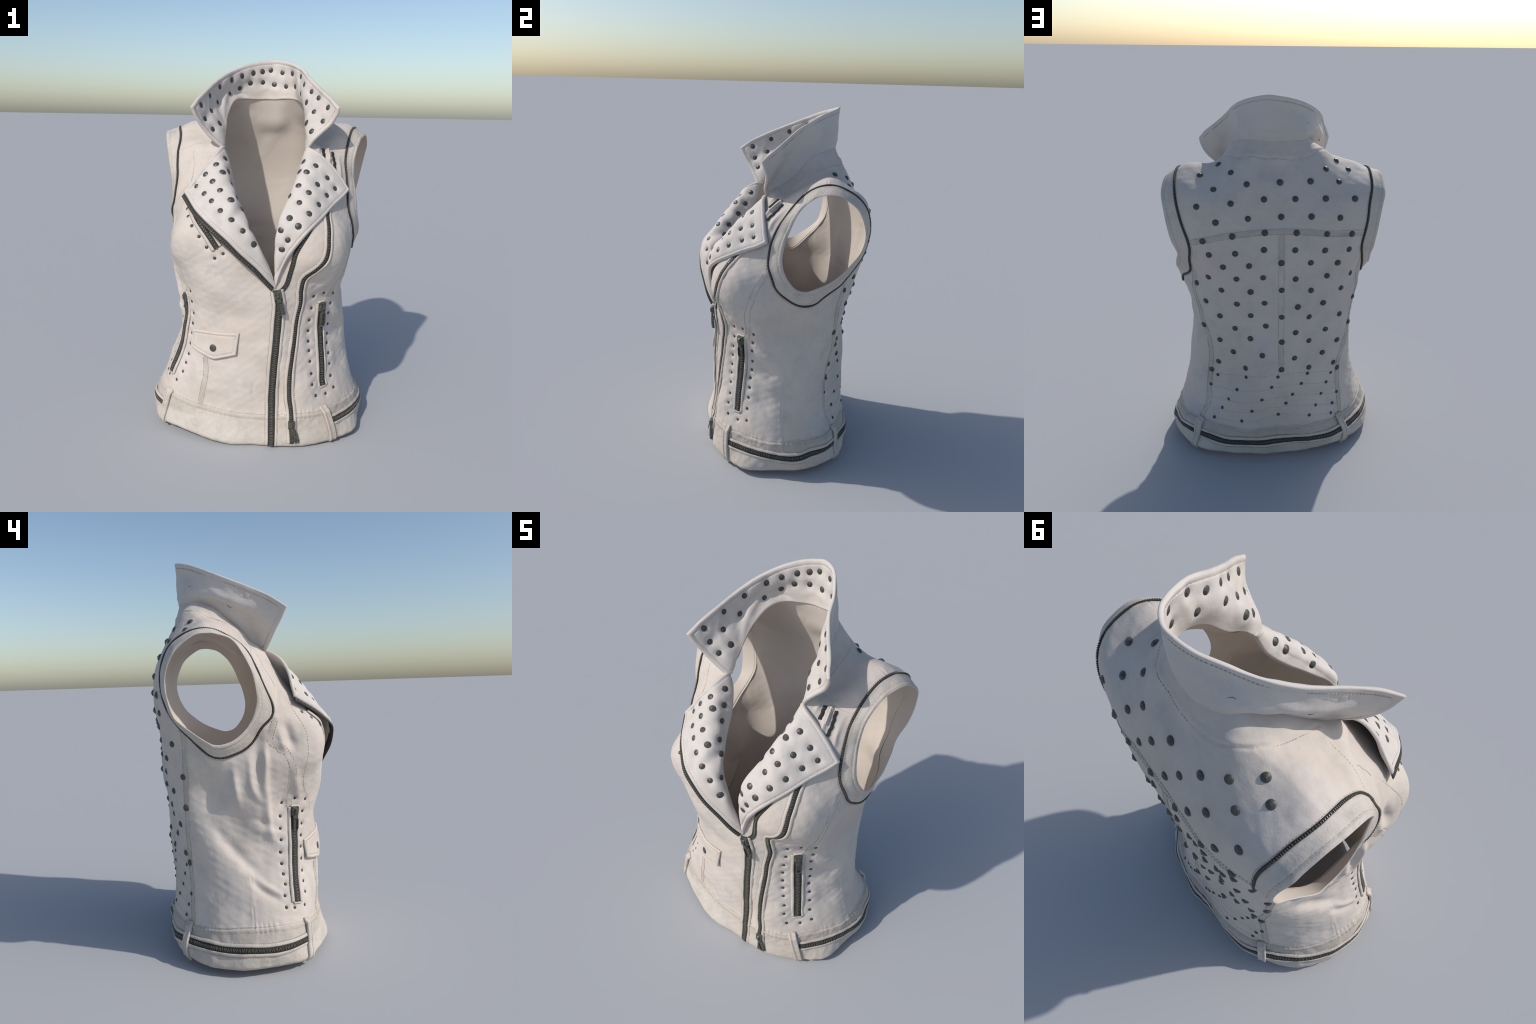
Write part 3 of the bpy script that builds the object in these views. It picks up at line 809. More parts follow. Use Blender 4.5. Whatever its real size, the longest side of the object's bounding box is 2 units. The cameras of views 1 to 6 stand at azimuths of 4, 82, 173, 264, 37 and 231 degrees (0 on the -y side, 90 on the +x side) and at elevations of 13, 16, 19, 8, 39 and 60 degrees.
# ------------------------------------------------------------- leather sheets
class Sheet:
    """Thick soft sheet lofted through rows of points, rounded at its rim."""

    def __init__(self, rows, nu, nw, flip=False, thick=.011, pillow=(), folds=(), under=(), rim=.011, groove=.022, skip_groove=()):
        R = [spline(r, n=nw * 3) for r in rows]
        C = np.stack(R)                                        # rows x 3nw
        cols = [spline(C[:, k], n=200) for k in range(C.shape[1])]
        G = np.stack(cols, 1)                                  # 200 x 3nw
        su = .5 - .5 * np.cos(np.pi * np.linspace(0, 1, nu))
        sw = .5 - .5 * np.cos(np.pi * np.linspace(0, 1, nw))
        su, sw = .35 * su + .65 * np.linspace(0, 1, nu), .35 * sw + .65 * np.linspace(0, 1, nw)
        iu, iw = su * (G.shape[0] - 1), sw * (G.shape[1] - 1)
        a, b = np.minimum(iu.astype(int), G.shape[0] - 2), np.minimum(iw.astype(int), G.shape[1] - 2)
        f, g = (iu - a)[:, None, None], (iw - b)[None, :, None]
        M = (G[a][:, b] * (1 - f) * (1 - g) + G[a + 1][:, b] * f * (1 - g) + G[a][:, b + 1] * (1 - f) * g + G[a + 1][:, b + 1] * f * g)
        self.M = M
        du, dw = np.gradient(M, axis=0), np.gradient(M, axis=1)
        N = np.cross(du, dw)
        ln = np.linalg.norm(N, axis=-1, keepdims=True)
        N = np.where(ln > 1e-10, N / np.maximum(ln, 1e-12), 0)
        for i in range(1, nu):                                 # fill degenerate ends
            bad = np.linalg.norm(N[i], axis=-1) < .5
            N[i][bad] = N[i - 1][bad]
        if flip:
            N = -N
        self.N = N
        lu = np.cumsum(np.linalg.norm(np.diff(M, axis=0, prepend=M[:1]), axis=-1), 0)
        lw = np.cumsum(np.linalg.norm(np.diff(M, axis=1, prepend=M[:, :1]), axis=-1), 1)
        self.edges = dict(u0=lu, u1=lu[-1:] - lu, w0=lw, w1=lw[:, -1:] - lw)
        d = np.minimum.reduce(list(self.edges.values()))
        dg = np.minimum.reduce([e for k, e in self.edges.items() if k not in skip_groove])
        k = np.clip(d / rim, 0, 1)
        h = thick * np.sqrt(1 - (1 - k) ** 2)
        top = h / 2 + .0009 * np.exp(-((dg - groove * .5) / (groove * .3)) ** 2) - .0022 * np.exp(-((dg - groove) / .0035) ** 2)
        top += (.002 * lattice_noise(M.reshape(-1, 3), 20, 4) + .001 * lattice_noise(M.reshape(-1, 3), 50, 8)).reshape(d.shape) * k
        for pts, w_, h_ in folds:
            top += bump_line(M.reshape(-1, 3), pts, w_, h_).reshape(d.shape) * k
        for x, y, z in pillow:                                 # leather pulled in round each stud
            e = ((M - [x, y, z]) ** 2).sum(-1)
            top -= .009 * np.exp(-e / .021 ** 2) * k
        top += .005 * k if len(pillow) else 0
        top = np.where(d <= 1e-9, 0, top)
        self.top = M + N * top[..., None]
        low = h / 2 - .002 * np.exp(-((dg - groove) / .0035) ** 2) + (.002 * lattice_noise(M.reshape(-1, 3), 18, 14) + .001 * lattice_noise(M.reshape(-1, 3), 46, 18)).reshape(d.shape) * k
        for pts, w_, h_ in under:
            low += bump_line(M.reshape(-1, 3), pts, w_, h_).reshape(d.shape) * k
        low = np.where(k > 0, np.maximum(low, .0045 * k - top), low)   # never thinner than the hide
        self.bottom = M - N * np.where(d <= 1e-9, 0, low)[..., None]
        self.nu, self.nw = nu, nw

    def build(self, name, mat_top, parent=vest, second=None, near=None):
        nu, nw = self.nu, self.nw
        I = np.arange(nu * nw).reshape(nu, nw)
        border = np.zeros((nu, nw), bool)
        border[[0, -1]] = True
        border[:, [0, -1]] = True
        J = np.where(border, I, I + nu * nw)
        V = np.vstack([self.top.reshape(-1, 3), self.bottom.reshape(-1, 3)])
        q = lambda K: np.stack([K[:-1, :-1], K[1:, :-1], K[1:, 1:], K[:-1, 1:]], -1).reshape(-1, 4)
        # winding decided by the sheet's normal
        t = q(I)
        c = np.cross(V[t[:, 2]] - V[t[:, 0]], V[t[:, 3]] - V[t[:, 1]])
        s = (c * self.N.reshape(-1, 3)[t[:, 0]]).sum() > 0
        F = np.vstack([t if s else t[:, ::-1], q(J)[:, ::-1] if s else q(J)])
        pick = None
        if near:                                               # strip along one edge of the upper face in another leather
            e = self.edges[near[0]]
            e = .25 * (e[:-1, :-1] + e[1:, :-1] + e[1:, 1:] + e[:-1, 1:])
            pick = np.concatenate([(e < near[1]).reshape(-1), np.zeros(len(t), bool)])
        return add_mesh(name, V, F, mat_top, parent, second=second, pick=pick)

    def nearest(self, pts):
        T, N = self.top.reshape(-1, 3), self.N.reshape(-1, 3)
        k = [int(((T - np.asarray(p)) ** 2).sum(1).argmin()) for p in pts]
        return T[k], N[k]

    def line(self, edge, dist, lo=0., hi=1.):
        """Path along the sheet at a set distance from one of its edges."""
        e = self.edges[edge]
        P, N = [], []
        if edge[0] == 'w':
            for i in range(int(lo * (self.nu - 1)), int(hi * (self.nu - 1)) + 1):
                if e[i].max() > dist * 1.3:
                    k = int(np.abs(e[i] - dist).argmin())
                    P.append(self.top[i, k]); N.append(self.N[i, k])
        else:
            for j in range(int(lo * (self.nw - 1)), int(hi * (self.nw - 1)) + 1):
                if e[:, j].max() > dist * 1.3:
                    k = int(np.abs(e[:, j] - dist).argmin())
                    P.append(self.top[k, j]); N.append(self.N[k, j])
        return smooth_path(np.array(P), np.array(N))


def smooth_path(P, N):
    P = spline(P, step=.012) if len(P) > 3 else P
    n = len(P)
    t = np.linspace(0, len(N) - 1, n)
    M = np.stack([np.interp(t, np.arange(len(N)), N[:, k]) for k in range(3)], -1)
    for _ in range(3):
        P[1:-1] = .5 * P[1:-1] + .25 * (P[:-2] + P[2:])
    return spline(P, n=max(4, n * 3)), unit(np.stack([np.interp(np.linspace(0, n - 1, max(4, n * 3)), np.arange(n), M[:, k]) for k in range(3)], -1))


def on_fold(p):
    P, N = on_torso([p])
    return tuple(P[0] + N[0] * .001)


LAPEL_R_STUDS = [(-.222, -.212, 1.447), (-.185, -.243, 1.412), (-.272, -.231, 1.399), (-.231, -.278, 1.367), (-.319, -.235, 1.337), (-.272, -.299, 1.31),
                 (-.189, -.317, 1.332), (-.131, -.353, 1.289), (-.229, -.342, 1.28), (-.179, -.383, 1.239), (-.121, -.409, 1.202), (-.065, -.422, 1.15),
                 (-.007, -.421, 1.086), (-.191, -.149, 1.468), (-.166, -.187, 1.406), (-.15, -.23, 1.348), (-.11, -.29, 1.29), (-.089, -.316, 1.233), (-.04, -.375, 1.15)]
LAPEL_L_STUDS = [(.277, -.191, 1.451), (.336, -.197, 1.391), (.378, -.194, 1.338), (.233, -.233, 1.417), (.288, -.252, 1.359), (.334, -.25, 1.307),
                 (.196, -.281, 1.354), (.245, -.31, 1.327), (.294, -.316, 1.273), (.2, -.345, 1.28), (.249, -.375, 1.234), (.158, -.4, 1.214),
                 (.201, -.416, 1.181), (.118, -.41, 1.156), (.152, -.412, 1.112), (.125, -.41, 1.065), (.215, -.165, 1.467), (.205, -.2, 1.415), (.17, -.3, 1.30)]

lapel_r_rows = [
    [(-.212, -.112, 1.535), (-.235, -.163, 1.502), (-.275, -.196, 1.452), (-.33, -.214, 1.38), (-.388, -.219, 1.302)],
    [tuple((-.183, -.135, 1.475)), (-.196, -.172, 1.466), (-.222, -.208, 1.447), (-.272, -.227, 1.399), (-.319, -.232, 1.337), (-.366, -.252, 1.284)],
    [tuple((-.163, -.17, 1.41)), (-.167, -.2, 1.408), (-.185, -.239, 1.412), (-.231, -.274, 1.367), (-.272, -.295, 1.31), (-.313, -.338, 1.234)],
    [tuple((-.148, -.205, 1.35)), (-.15, -.26, 1.352), (-.189, -.313, 1.332), (-.229, -.345, 1.27), (-.258, -.396, 1.194)],
    [tuple((-.12, -.255, 1.29)), (-.114, -.3, 1.295), (-.131, -.349, 1.289), (-.179, -.379, 1.239), (-.203, -.438, 1.157)],
    [tuple((-.088, -.3, 1.235)), (-.086, -.33, 1.233), (-.121, -.405, 1.202), (-.135, -.455, 1.102)],
    [tuple((-.055, -.34, 1.165)), (-.045, -.385, 1.165), (-.065, -.419, 1.15), (-.072, -.455, 1.04)],
    [tuple((.02, -.375, 1.03)), (.005, -.41, 1.06), (0, -.437, .972)],
    [tuple((.06, -.38, .96)), (.05, -.405, .96), (.052, -.418, .912)],
    [tuple((.096, -.385, .862)), (.096, -.388, .86), (.096, -.389, .857)]]


def with_lip(rows, dx, depth):
    """The facing carries on round the fold and faces into the opening."""
    out = []
    for k, r in enumerate(rows):
        a = np.array(r[0])
        g = depth * (.7 + .3 * min(1, k / 1.5)) * min(1, max(0, (len(rows) - 4 - k) / 3.0))
        out.append([tuple(a + [dx * g, g, -.25 * g])] + r if g > 1e-6 else r)
    return out


lapel_r_rows = with_lip(lapel_r_rows, .15, .042)
LAPEL_R = Sheet(lapel_r_rows, 150, 70, pillow=LAPEL_R_STUDS, skip_groove=('w0', 'u1'))
if LAPEL_R.N[60, 30] @ np.array([-.3, -1, .1]) < 0:
    LAPEL_R = Sheet(lapel_r_rows, 150, 70, flip=True, pillow=LAPEL_R_STUDS, skip_groove=('w0', 'u1'))
lapel_l_rows = [
    [(.245, -.115, 1.537), (.285, -.128, 1.514), (.32, -.131, 1.487), (.385, -.137, 1.425), (.457, -.13, 1.323)],
    [tuple((.222, -.14, 1.48)), (.24, -.17, 1.475), (.277, -.187, 1.451), (.336, -.193, 1.391), (.378, -.19, 1.338), (.42, -.18, 1.287)],
    [tuple((.206, -.175, 1.425)), (.207, -.2, 1.42), (.233, -.229, 1.417), (.288, -.248, 1.359), (.334, -.246, 1.307), (.37, -.245, 1.25)],
    [tuple((.183, -.24, 1.352)), (.182, -.26, 1.352), (.196, -.277, 1.354), (.245, -.306, 1.327), (.294, -.312, 1.273), (.322, -.32, 1.207)],
    [tuple((.152, -.305, 1.277)), (.155, -.33, 1.28), (.2, -.348, 1.27), (.249, -.371, 1.234), (.27, -.382, 1.163)],
    [tuple((.122, -.365, 1.2)), (.122, -.388, 1.205), (.158, -.4, 1.205), (.201, -.41, 1.175), (.228, -.412, 1.118)],
    [tuple((.108, -.38, 1.14)), (.106, -.4, 1.14), (.13, -.413, 1.13), (.155, -.414, 1.10), (.178, -.413, 1.05)],
    [tuple((.103, -.385, 1.05)), (.103, -.4, 1.05), (.12, -.408, 1.04), (.142, -.398, .985)],
    [tuple((.101, -.385, .95)), (.102, -.395, .945), (.118, -.39, .925)],
    [tuple((.1, -.385, .872)), (.1, -.388, .87), (.1, -.389, .867)]]
lapel_l_rows = with_lip(lapel_l_rows, -.15, .042)
LAPEL_L = Sheet(lapel_l_rows, 150, 70, pillow=LAPEL_L_STUDS, thick=.015, rim=.011, skip_groove=('w0', 'u1'))
if LAPEL_L.N[60, 30] @ np.array([.3, -1, .1]) < 0:
    LAPEL_L = Sheet(lapel_l_rows, 150, 70, flip=True, pillow=LAPEL_L_STUDS, thick=.015, rim=.011, skip_groove=('w0', 'u1'))
lapel_objects = {}
for key, sh_ in (('r', LAPEL_R), ('l', LAPEL_L)):
    lapel_objects[key] = sh_.build('lapel', FACING)
    for edge in ('u0', 'w1'):
        stitch_line(*sh_.line(edge, .022))

COLLAR_STUDS = [(-.313, -.128, 1.738), (-.283, -.019, 1.789), (-.254, .093, 1.837), (-.189, .184, 1.879), (-.134, .231, 1.905), (-.077, .272, 1.923),
                (-.027, .303, 1.933), (.021, .311, 1.942), (.089, .295, 1.928), (.145, .25, 1.922), (.19, .165, 1.90), (.204, .09, 1.856), (.249, .021, 1.816),
                (.289, -.031, 1.782), (.337, -.094, 1.735), (-.296, -.113, 1.669), (-.276, -.043, 1.71), (-.251, .059, 1.757), (-.208, .186, 1.805),
                (-.151, .252, 1.839), (-.094, .274, 1.868), (-.029, .31, 1.875), (.042, .305, 1.864), (.108, .284, 1.853), (.16, .241, 1.852), (.19, .14, 1.81),
                (.221, .02, 1.761), (.264, -.045, 1.713), (.313, -.097, 1.665), (-.255, -.099, 1.617), (-.227, -.043, 1.649), (.217, -.055, 1.66), (.252, -.102, 1.619)]
collar_rows = [   # from crease to top edge; wearer's right point round the back to the left point
    [(-.213, -.113, 1.534), (-.267, -.132, 1.575), (-.305, -.153, 1.624), (-.334, -.178, 1.672), (-.354, -.203, 1.727)],
    [(-.21, -.085, 1.55), (-.257, -.1, 1.612), (-.296, -.115, 1.669), (-.315, -.13, 1.738), (-.325, -.13, 1.78)],
    [(-.202, -.035, 1.578), (-.23, -.043, 1.645), (-.278, -.043, 1.71), (-.286, -.022, 1.789), (-.291, -.042, 1.827)],
    [(-.201, .025, 1.642), (-.235, .035, 1.70), (-.254, .055, 1.757), (-.257, .07, 1.83), (-.264, .052, 1.869)],
    [(-.194, .098, 1.712), (-.222, .11, 1.765), (-.232, .13, 1.81), (-.228, .125, 1.86), (-.232, .132, 1.905)],
    [(-.17, .18, 1.77), (-.2, .19, 1.81), (-.192, .19, 1.88), (-.188, .194, 1.935)],
    [(-.133, .263, 1.783), (-.153, .258, 1.839), (-.135, .237, 1.905), (-.133, .248, 1.963)],
    [(-.06, .303, 1.788), (-.088, .284, 1.86), (-.072, .282, 1.924), (-.067, .296, 1.984)],
    [(0, .31, 1.79), (-.0, .314, 1.87), (0, .312, 1.94), (0, .317, 1.996)],
    [(.05, .306, 1.79), (.042, .311, 1.864), (.045, .312, 1.94), (.051, .317, 2.0)],
    [(.11, .282, 1.789), (.112, .288, 1.853), (.112, .285, 1.93), (.116, .276, 1.988)],
    [(.165, .243, 1.784), (.165, .243, 1.852), (.165, .228, 1.92), (.172, .2, 1.964)],
    [(.212, .17, 1.762), (.195, .15, 1.81), (.2, .15, 1.88), (.211, .133, 1.934)],
    [(.225, .1, 1.718), (.21, .075, 1.78), (.222, .068, 1.845), (.245, .051, 1.889)],
    [(.235, .03, 1.648), (.23, .01, 1.745), (.266, -.0, 1.80), (.297, -.026, 1.834)],
    [(.235, -.035, 1.592), (.228, -.05, 1.655), (.27, -.047, 1.713), (.315, -.062, 1.765), (.353, -.1, 1.782)],
    [(.24, -.09, 1.56), (.257, -.1, 1.61), (.315, -.102, 1.665), (.345, -.11, 1.73), (.372, -.135, 1.757)],
    [(.245, -.117, 1.537), (.268, -.127, 1.566), (.307, -.128, 1.605), (.355, -.132, 1.65), (.383, -.15, 1.70), (.388, -.163, 1.735)]]
_rows = []
for k, r in enumerate(collar_rows):
    a = np.array(on_fold(r[0]))
    g = min(1, k / 3, (len(collar_rows) - 1 - k) / 3)          # facing carries on down inside the neck
    Q, QN = on_torso([a - [0, 0, .045]])
    low = a * (1 - g) + (Q[0] - QN[0] * .008) * g
    if k in (0, 1, len(collar_rows) - 2, len(collar_rows) - 1):    # facing turned in at the notches
        _rows.append([tuple(a + [-.010 * np.sign(a[0]), .030, -.006])] + [tuple(a)] + r[1:])
        continue
    _rows.append([tuple(a - [0, 0, .008 * g] - QN[0] * .002 * g)] + r[1:])
collar_rows = _rows
COLLAR_UNDER = [([(.03, .32, 2.0), (.028, .32, 1.9), (.025, .32, 1.79)], .004, -.004),
                ([(-.2, .14, 1.79), (-.25, .02, 1.72), (-.27, -.06, 1.66)], .022, -.008), ([(-.19, .2, 1.82), (-.25, .06, 1.77), (-.29, -.05, 1.72)], .024, .010),
                ([(.24, .12, 1.78), (.25, .04, 1.73), (.28, -.05, 1.68)], .020, -.007), ([(.22, .16, 1.85), (.25, .05, 1.79), (.3, -.05, 1.73)], .024, .008),
                ([(-.1, .3, 1.93), (-.14, .26, 1.87), (-.17, .22, 1.84)], .03, -.007), ([(.15, .25, 1.93), (.13, .27, 1.86), (.1, .3, 1.82)], .03, -.006),
                ([(.17, .25, 1.81), (.1, .3, 1.82), (0, .32, 1.82), (-.1, .3, 1.82), (-.17, .22, 1.81)], .012, .006),
                ([(-.23, .12, 1.88), (-.26, .03, 1.82), (-.3, -.08, 1.76)], .02, -.005)]
COLLAR_FOLDS = [([(-.2, .0, 1.63), (-.225, .08, 1.74), (-.20, .17, 1.83)], .018, .006), ([(-.24, .0, 1.69), (-.24, .1, 1.79), (-.19, .2, 1.86)], .016, -.006),
                ([(-.26, -.07, 1.64), (-.28, -.06, 1.72), (-.29, -.05, 1.79)], .018, .005), ([(-.18, .215, 1.80), (-.15, .25, 1.81), (-.12, .28, 1.80)], .012, -.009),
                ([(.235, .0, 1.66), (.25, .0, 1.75), (.26, .02, 1.81)], .018, -.005), ([(.2, .16, 1.80), (.19, .19, 1.88), (.17, .2, 1.95)], .02, .006), ([(-.07, .3, 1.82), (0, .32, 1.84), (.08, .3, 1.82)], .018, .004)]
COLLAR = Sheet(collar_rows, 260, 70, pillow=COLLAR_STUDS, folds=COLLAR_FOLDS, under=COLLAR_UNDER, thick=.010, rim=.007, groove=.024, skip_groove=('w0',))
if COLLAR.N[130, 35] @ np.array([0, -1, 0]) < 0:
    COLLAR = Sheet(collar_rows, 260, 70, flip=True, pillow=COLLAR_STUDS, folds=COLLAR_FOLDS, under=COLLAR_UNDER, thick=.010, rim=.007, groove=.024, skip_groove=('w0',))
collar = COLLAR.build('collar', FACING, second=LINING, near=('w0', .022))
for edge in ('u0', 'u1', 'w1'):
    P, N = COLLAR.line(edge, .024, .04, .95)
    stitch_line(P, N)
    stitch_line(P - N * .0105, -N)

# --------------------------------------------------------------------- studs
def dome(name, r, h, tip, seg=28):
    prof = [(1.0, -.1), (1.0, .10), (.95, .26), (.82, .46), (.60, .66), (.34, .82), (.14, .92 + tip), (.04, .98 + tip)]
    V = [(r * a * math.cos(t), r * a * math.sin(t), h * b) for a, b in prof for t in np.linspace(0, 2 * math.pi, seg, endpoint=False)]
    V.append((0, 0, h * (1.0 + tip)))
    F = []
    for i in range(len(prof) - 1):
        for k in range(seg):
            F.append((i * seg + k, i * seg + (k + 1) % seg, (i + 1) * seg + (k + 1) % seg, (i + 1) * seg + k))
    m = (len(prof) - 1) * seg
    F += [(m + k, m + (k + 1) % seg, len(V) - 1) for k in range(seg)]
    me = bpy.data.meshes.new(name)
    me.from_pydata(V, [], F)
    me.shade_smooth()
    me.materials.append(METAL)
    return me


BIG, SMALL, TINY = dome('stud', .0157, .0098, .06), dome('small_stud', .0095, .0055, 0), dome('lumbar_stud', .0096, .007, .05)
FLAT = dome('lapel_stud', .0172, .0075, .10)


def place(mesh, P, N, parent, jitter=.06):
    for p, n in zip(P, N):
        q = Vector(n).to_track_quat('Z', 'Y').to_matrix().to_4x4()
        tilt = Matrix.Rotation(random.uniform(-jitter, jitter), 4, 'X') @ Matrix.Rotation(random.uniform(-jitter, jitter), 4, 'Y')
        s = random.uniform(.95, 1.05)
        o = add_object('stud', mesh, parent)
        o.matrix_local = Matrix.Translation(Vector(p)) @ q @ tilt @ Matrix.Scale(s, 4)


place(BIG, *on_torso(BACK_STUDS), vest)
place(TINY, *on_torso(LUMBAR_STUDS), vest)
place(SMALL, *on_torso(POCKET_STUDS), vest)
place(FLAT, *LAPEL_R.nearest(LAPEL_R_STUDS), lapel_objects['r'])
place(FLAT, *LAPEL_L.nearest(LAPEL_L_STUDS), lapel_objects['l'])
place(FLAT, *COLLAR.nearest(COLLAR_STUDS), collar)

# -------------------------------------------------------------- armhole bands
for side in (1, -1):
    a0 = loop_around(ARMHOLE_SEAM[side], 260)
    b0 = loop_around(ARMHOLE_EDGE[side], 260)
    A, AN = on_torso(a0, .001)
    for _ in range(16):
        A = .5 * A + .25 * (np.roll(A, 1, 0) + np.roll(A, -1, 0))
    for _ in range(2):
        b0 = .5 * b0 + .25 * (np.roll(b0, 1, 0) + np.roll(b0, -1, 0))
        A = .5 * A + .25 * (np.roll(A, 1, 0) + np.roll(A, -1, 0))
    T = unit(np.roll(A, -1, 0) - np.roll(A, 1, 0))
    n = unit(np.cross(T, b0 - A))
    n = np.where((n * (A - [0, .1, 1.25])).sum(1, keepdims=True) < 0, -n, n)
    n = unit(n + .4 * AN)
    out = unit(b0 - A)
    w = np.linalg.norm(b0 - A, axis=1, keepdims=True)
    s = np.linspace(0, 1, 16)
    rows = []
    for t in s:                                                # outer face, puffed at both borders
        puff = .004 * math.sin(math.pi * t) + .003 * math.exp(-((t - .12) / .09) ** 2) + .003 * math.exp(-((t - .86) / .1) ** 2) - .0025 * math.exp(-((t - .72) / .03) ** 2)
        rows.append(A * (1 - t) + b0 * t + n * puff)
    ww = .002 * lattice_noise(np.vstack(rows), 40, 11).reshape(len(s), -1)
    rows = [r + n * ww[i][:, None] for i, r in enumerate(rows)]
    rim = .005
    for a in np.linspace(.25, .85, 4) * math.pi:               # rounded free edge
        rows.append(b0 + out * rim * .35 * math.sin(a) + n * (rim / 2 * math.cos(a) - rim / 2))
    inner = [b0 * (1 - t) + (A - out * .012) * t - n * (rim * .9 + .001 * t) for t in np.linspace(.05, 1, 5)]
    m = len(a0)

    def skin(rows):
        V = np.vstack(rows)
        F = [(i * m + k, i * m + (k + 1) % m, (i + 1) * m + (k + 1) % m, (i + 1) * m + k) for i in range(len(rows) - 1) for k in range(m)]
        F = np.array(F)
        c = np.cross(V[F[:, 2]] - V[F[:, 0]], V[F[:, 3]] - V[F[:, 1]])
        return V, F, c
    V, F, c = skin(rows)
    if (c[:m * 10] * np.tile(n, (10, 1))).sum() < 0:
        F = F[:, ::-1]
    band = add_mesh('armhole_band', V, F, TRIM)
    V, F, c = skin([rows[-1]] + inner)
    if (c[m * 2:m * 3] * n).sum() > 0:
        F = F[:, ::-1]
    add_mesh('armhole_lining', V, F, LINING, band)
    # zip piped into the seam
    P = np.vstack([A, A[:1]])
    PN = unit(np.vstack([n, n[:1]]) + np.vstack([AN, AN[:1]]))
    P = P + PN * .002
    Pd = spline(P, step=.004)
    Nd = unit(np.stack([np.interp(np.linspace(0, len(P) - 1, len(Pd)), np.arange(len(P)), PN[:, k]) for k in range(3)], -1))
    piping = add_mesh('armhole_zip', *sweep(Pd, Nd, strip_profile(.012, .0045)), TAPE)
    teeth = Pieces()
    zip_teeth(teeth, Pd, Nd, .0075, pitch=.0085, single=1, lift=.004, height=.0035)
    teeth.done('zip_teeth', TOOTH, piping, smooth=False)
    stitch_line(*on_torso(spline(loop_around(ARMHOLE_SEAM[side], 200, shrink=1.045), step=.006)))
    t = 11
    stitch_line(np.vstack([rows[t], rows[t][:1]]), np.vstack([n, n[:1]]))


# ---------------------------------------------------------------------- zips
def body_zip(name, pts, width, teeth_w, welt=.005, single=0, off=0., lift=.0015, pitch=.0112):
    P, N = on_torso(spline(pts, step=.004), lift)
    for _ in range(4):
        P[1:-1] = .5 * P[1:-1] + .25 * (P[:-2] + P[2:])
        N = unit(np.vstack([N[:1], N[:-2] + 2 * N[1:-1] + N[2:], N[-1:]]))
    tape = add_mesh(name, *sweep(P, N, strip_profile(width, .003)), TAPE)
    t = Pieces()
    T, B, M = frames(P, N)
    zip_teeth(t, P + B * off, N, teeth_w, single=single, pitch=pitch, lift=.0025)
    t.done('zip_teeth', TOOTH, tape, smooth=False)
    if welt:
        w = Pieces()
        for s in (-1, 1):
            wob = .0016 * lattice_noise(P, 30, 31 + s)
            w.add(*sweep(P + M * (wob - .0005)[:, None] + B * (s * wob)[:, None], N, [(s * (width / 2 - .001), -.001), (s * (width / 2 - .001), .0032), (s * (width / 2 + .0015), .0058), (s * (width / 2 + .006), .0055), (s * (width / 2 + .012), .003), (s * (width / 2 + .017), -.002)][::s]))
            stitch_line(P - M * lift, N, s * (width / 2 + .0155))
        w.done('zip_welt', TRIM, tape, stuff=False)
    return tape, P, N, T, B


MAIN_ZIP = [(.104, -.385, .85), (.112, -.38, .80), (.116, -.377, .768), (.113, -.373, .672), (.105, -.377, .541), (.096, -.375, .406), (.09, -.376, .269), (.093, -.391, .138), (.093, -.4, .012)]
tape, P, N, T, B = body_zip('front_zip', MAIN_ZIP, .038, .021)
slider('zip_slider', P[6] + N[6] * .004, T[6], B[6], N[6], tape, 1.6, .08)
add_end = Pieces()
add_end.add(*box(P[-8] + N[-8] * .003, T[-8], B[-8], N[-8], .018, .024, .006))
add_end.done('zip_stop', METAL, tape, stuff=False, smooth=False)

ZIP_FLY = [(.366, -.24, 1.30), (.347, -.29, 1.226), (.348, -.358, 1.125), (.341, -.389, 1.026), (.292, -.389, .959), (.242, -.374, .912), (.224, -.348, .84),
           (.222, -.333, .767), (.205, -.336, .68), (.199, -.343, .594), (.189, -.352, .491), (.18, -.36, .385), (.183, -.375, .273), (.194, -.384, .186), (.199, -.401, .03)]
tape, P, N, T, B = body_zip('fly_zip', ZIP_FLY, .023, .011, .005, single=1, off=-.003)
k = int(len(P) * .925)
slider('zip_slider', P[k] + N[k] * .004, T[k], B[k], N[k], tape, 1.5, .3)
k = len(P) - 5
e_ = Pieces()
e_.add(*box(P[k] + N[k] * .003, T[k], B[k], N[k], .020, .02, .008))
e_.done('zip_stop', METAL, tape, stuff=False, smooth=False)

ZIP_FACING = [(.28, -.36, 1.2), (.257, -.401, 1.147), (.235, -.424, 1.103), (.206, -.436, 1.041), (.181, -.41, .953), (.154, -.381, .88), (.124, -.382, .842)]
body_zip('facing_zip', ZIP_FACING, .023, .011, 0, single=1, off=.003)

strap_rows = []
for k, (x, y, z) in enumerate([(.348, -.045, 1.535), (.349, -.065, 1.515), (.351, -.085, 1.49), (.352, -.105, 1.465)]):
    row = []
    for j, u_ in enumerate(np.linspace(-1, 1, 6)):
        q, n_ = on_torso([(x + u_ * .018 * (1 - .1 * k * (j % 2)), y, z + .004 * u_)])
        row.append(tuple(q[0] + n_[0] * (.0 + (.008 - .002 * k) * (1 - u_ * u_) + .002 * math.sin(5 * u_ + k))))
    strap_rows.append(row)
STRAP = Sheet(strap_rows, 50, 30, thick=.007, rim=.006, groove=.010)
if STRAP.N[25, 15] @ np.array([.3, -1, .4]) < 0:
    STRAP = Sheet(strap_rows, 50, 30, flip=True, thick=.007, rim=.006, groove=.010)
STRAP.build('shoulder_strap', LEATHER)
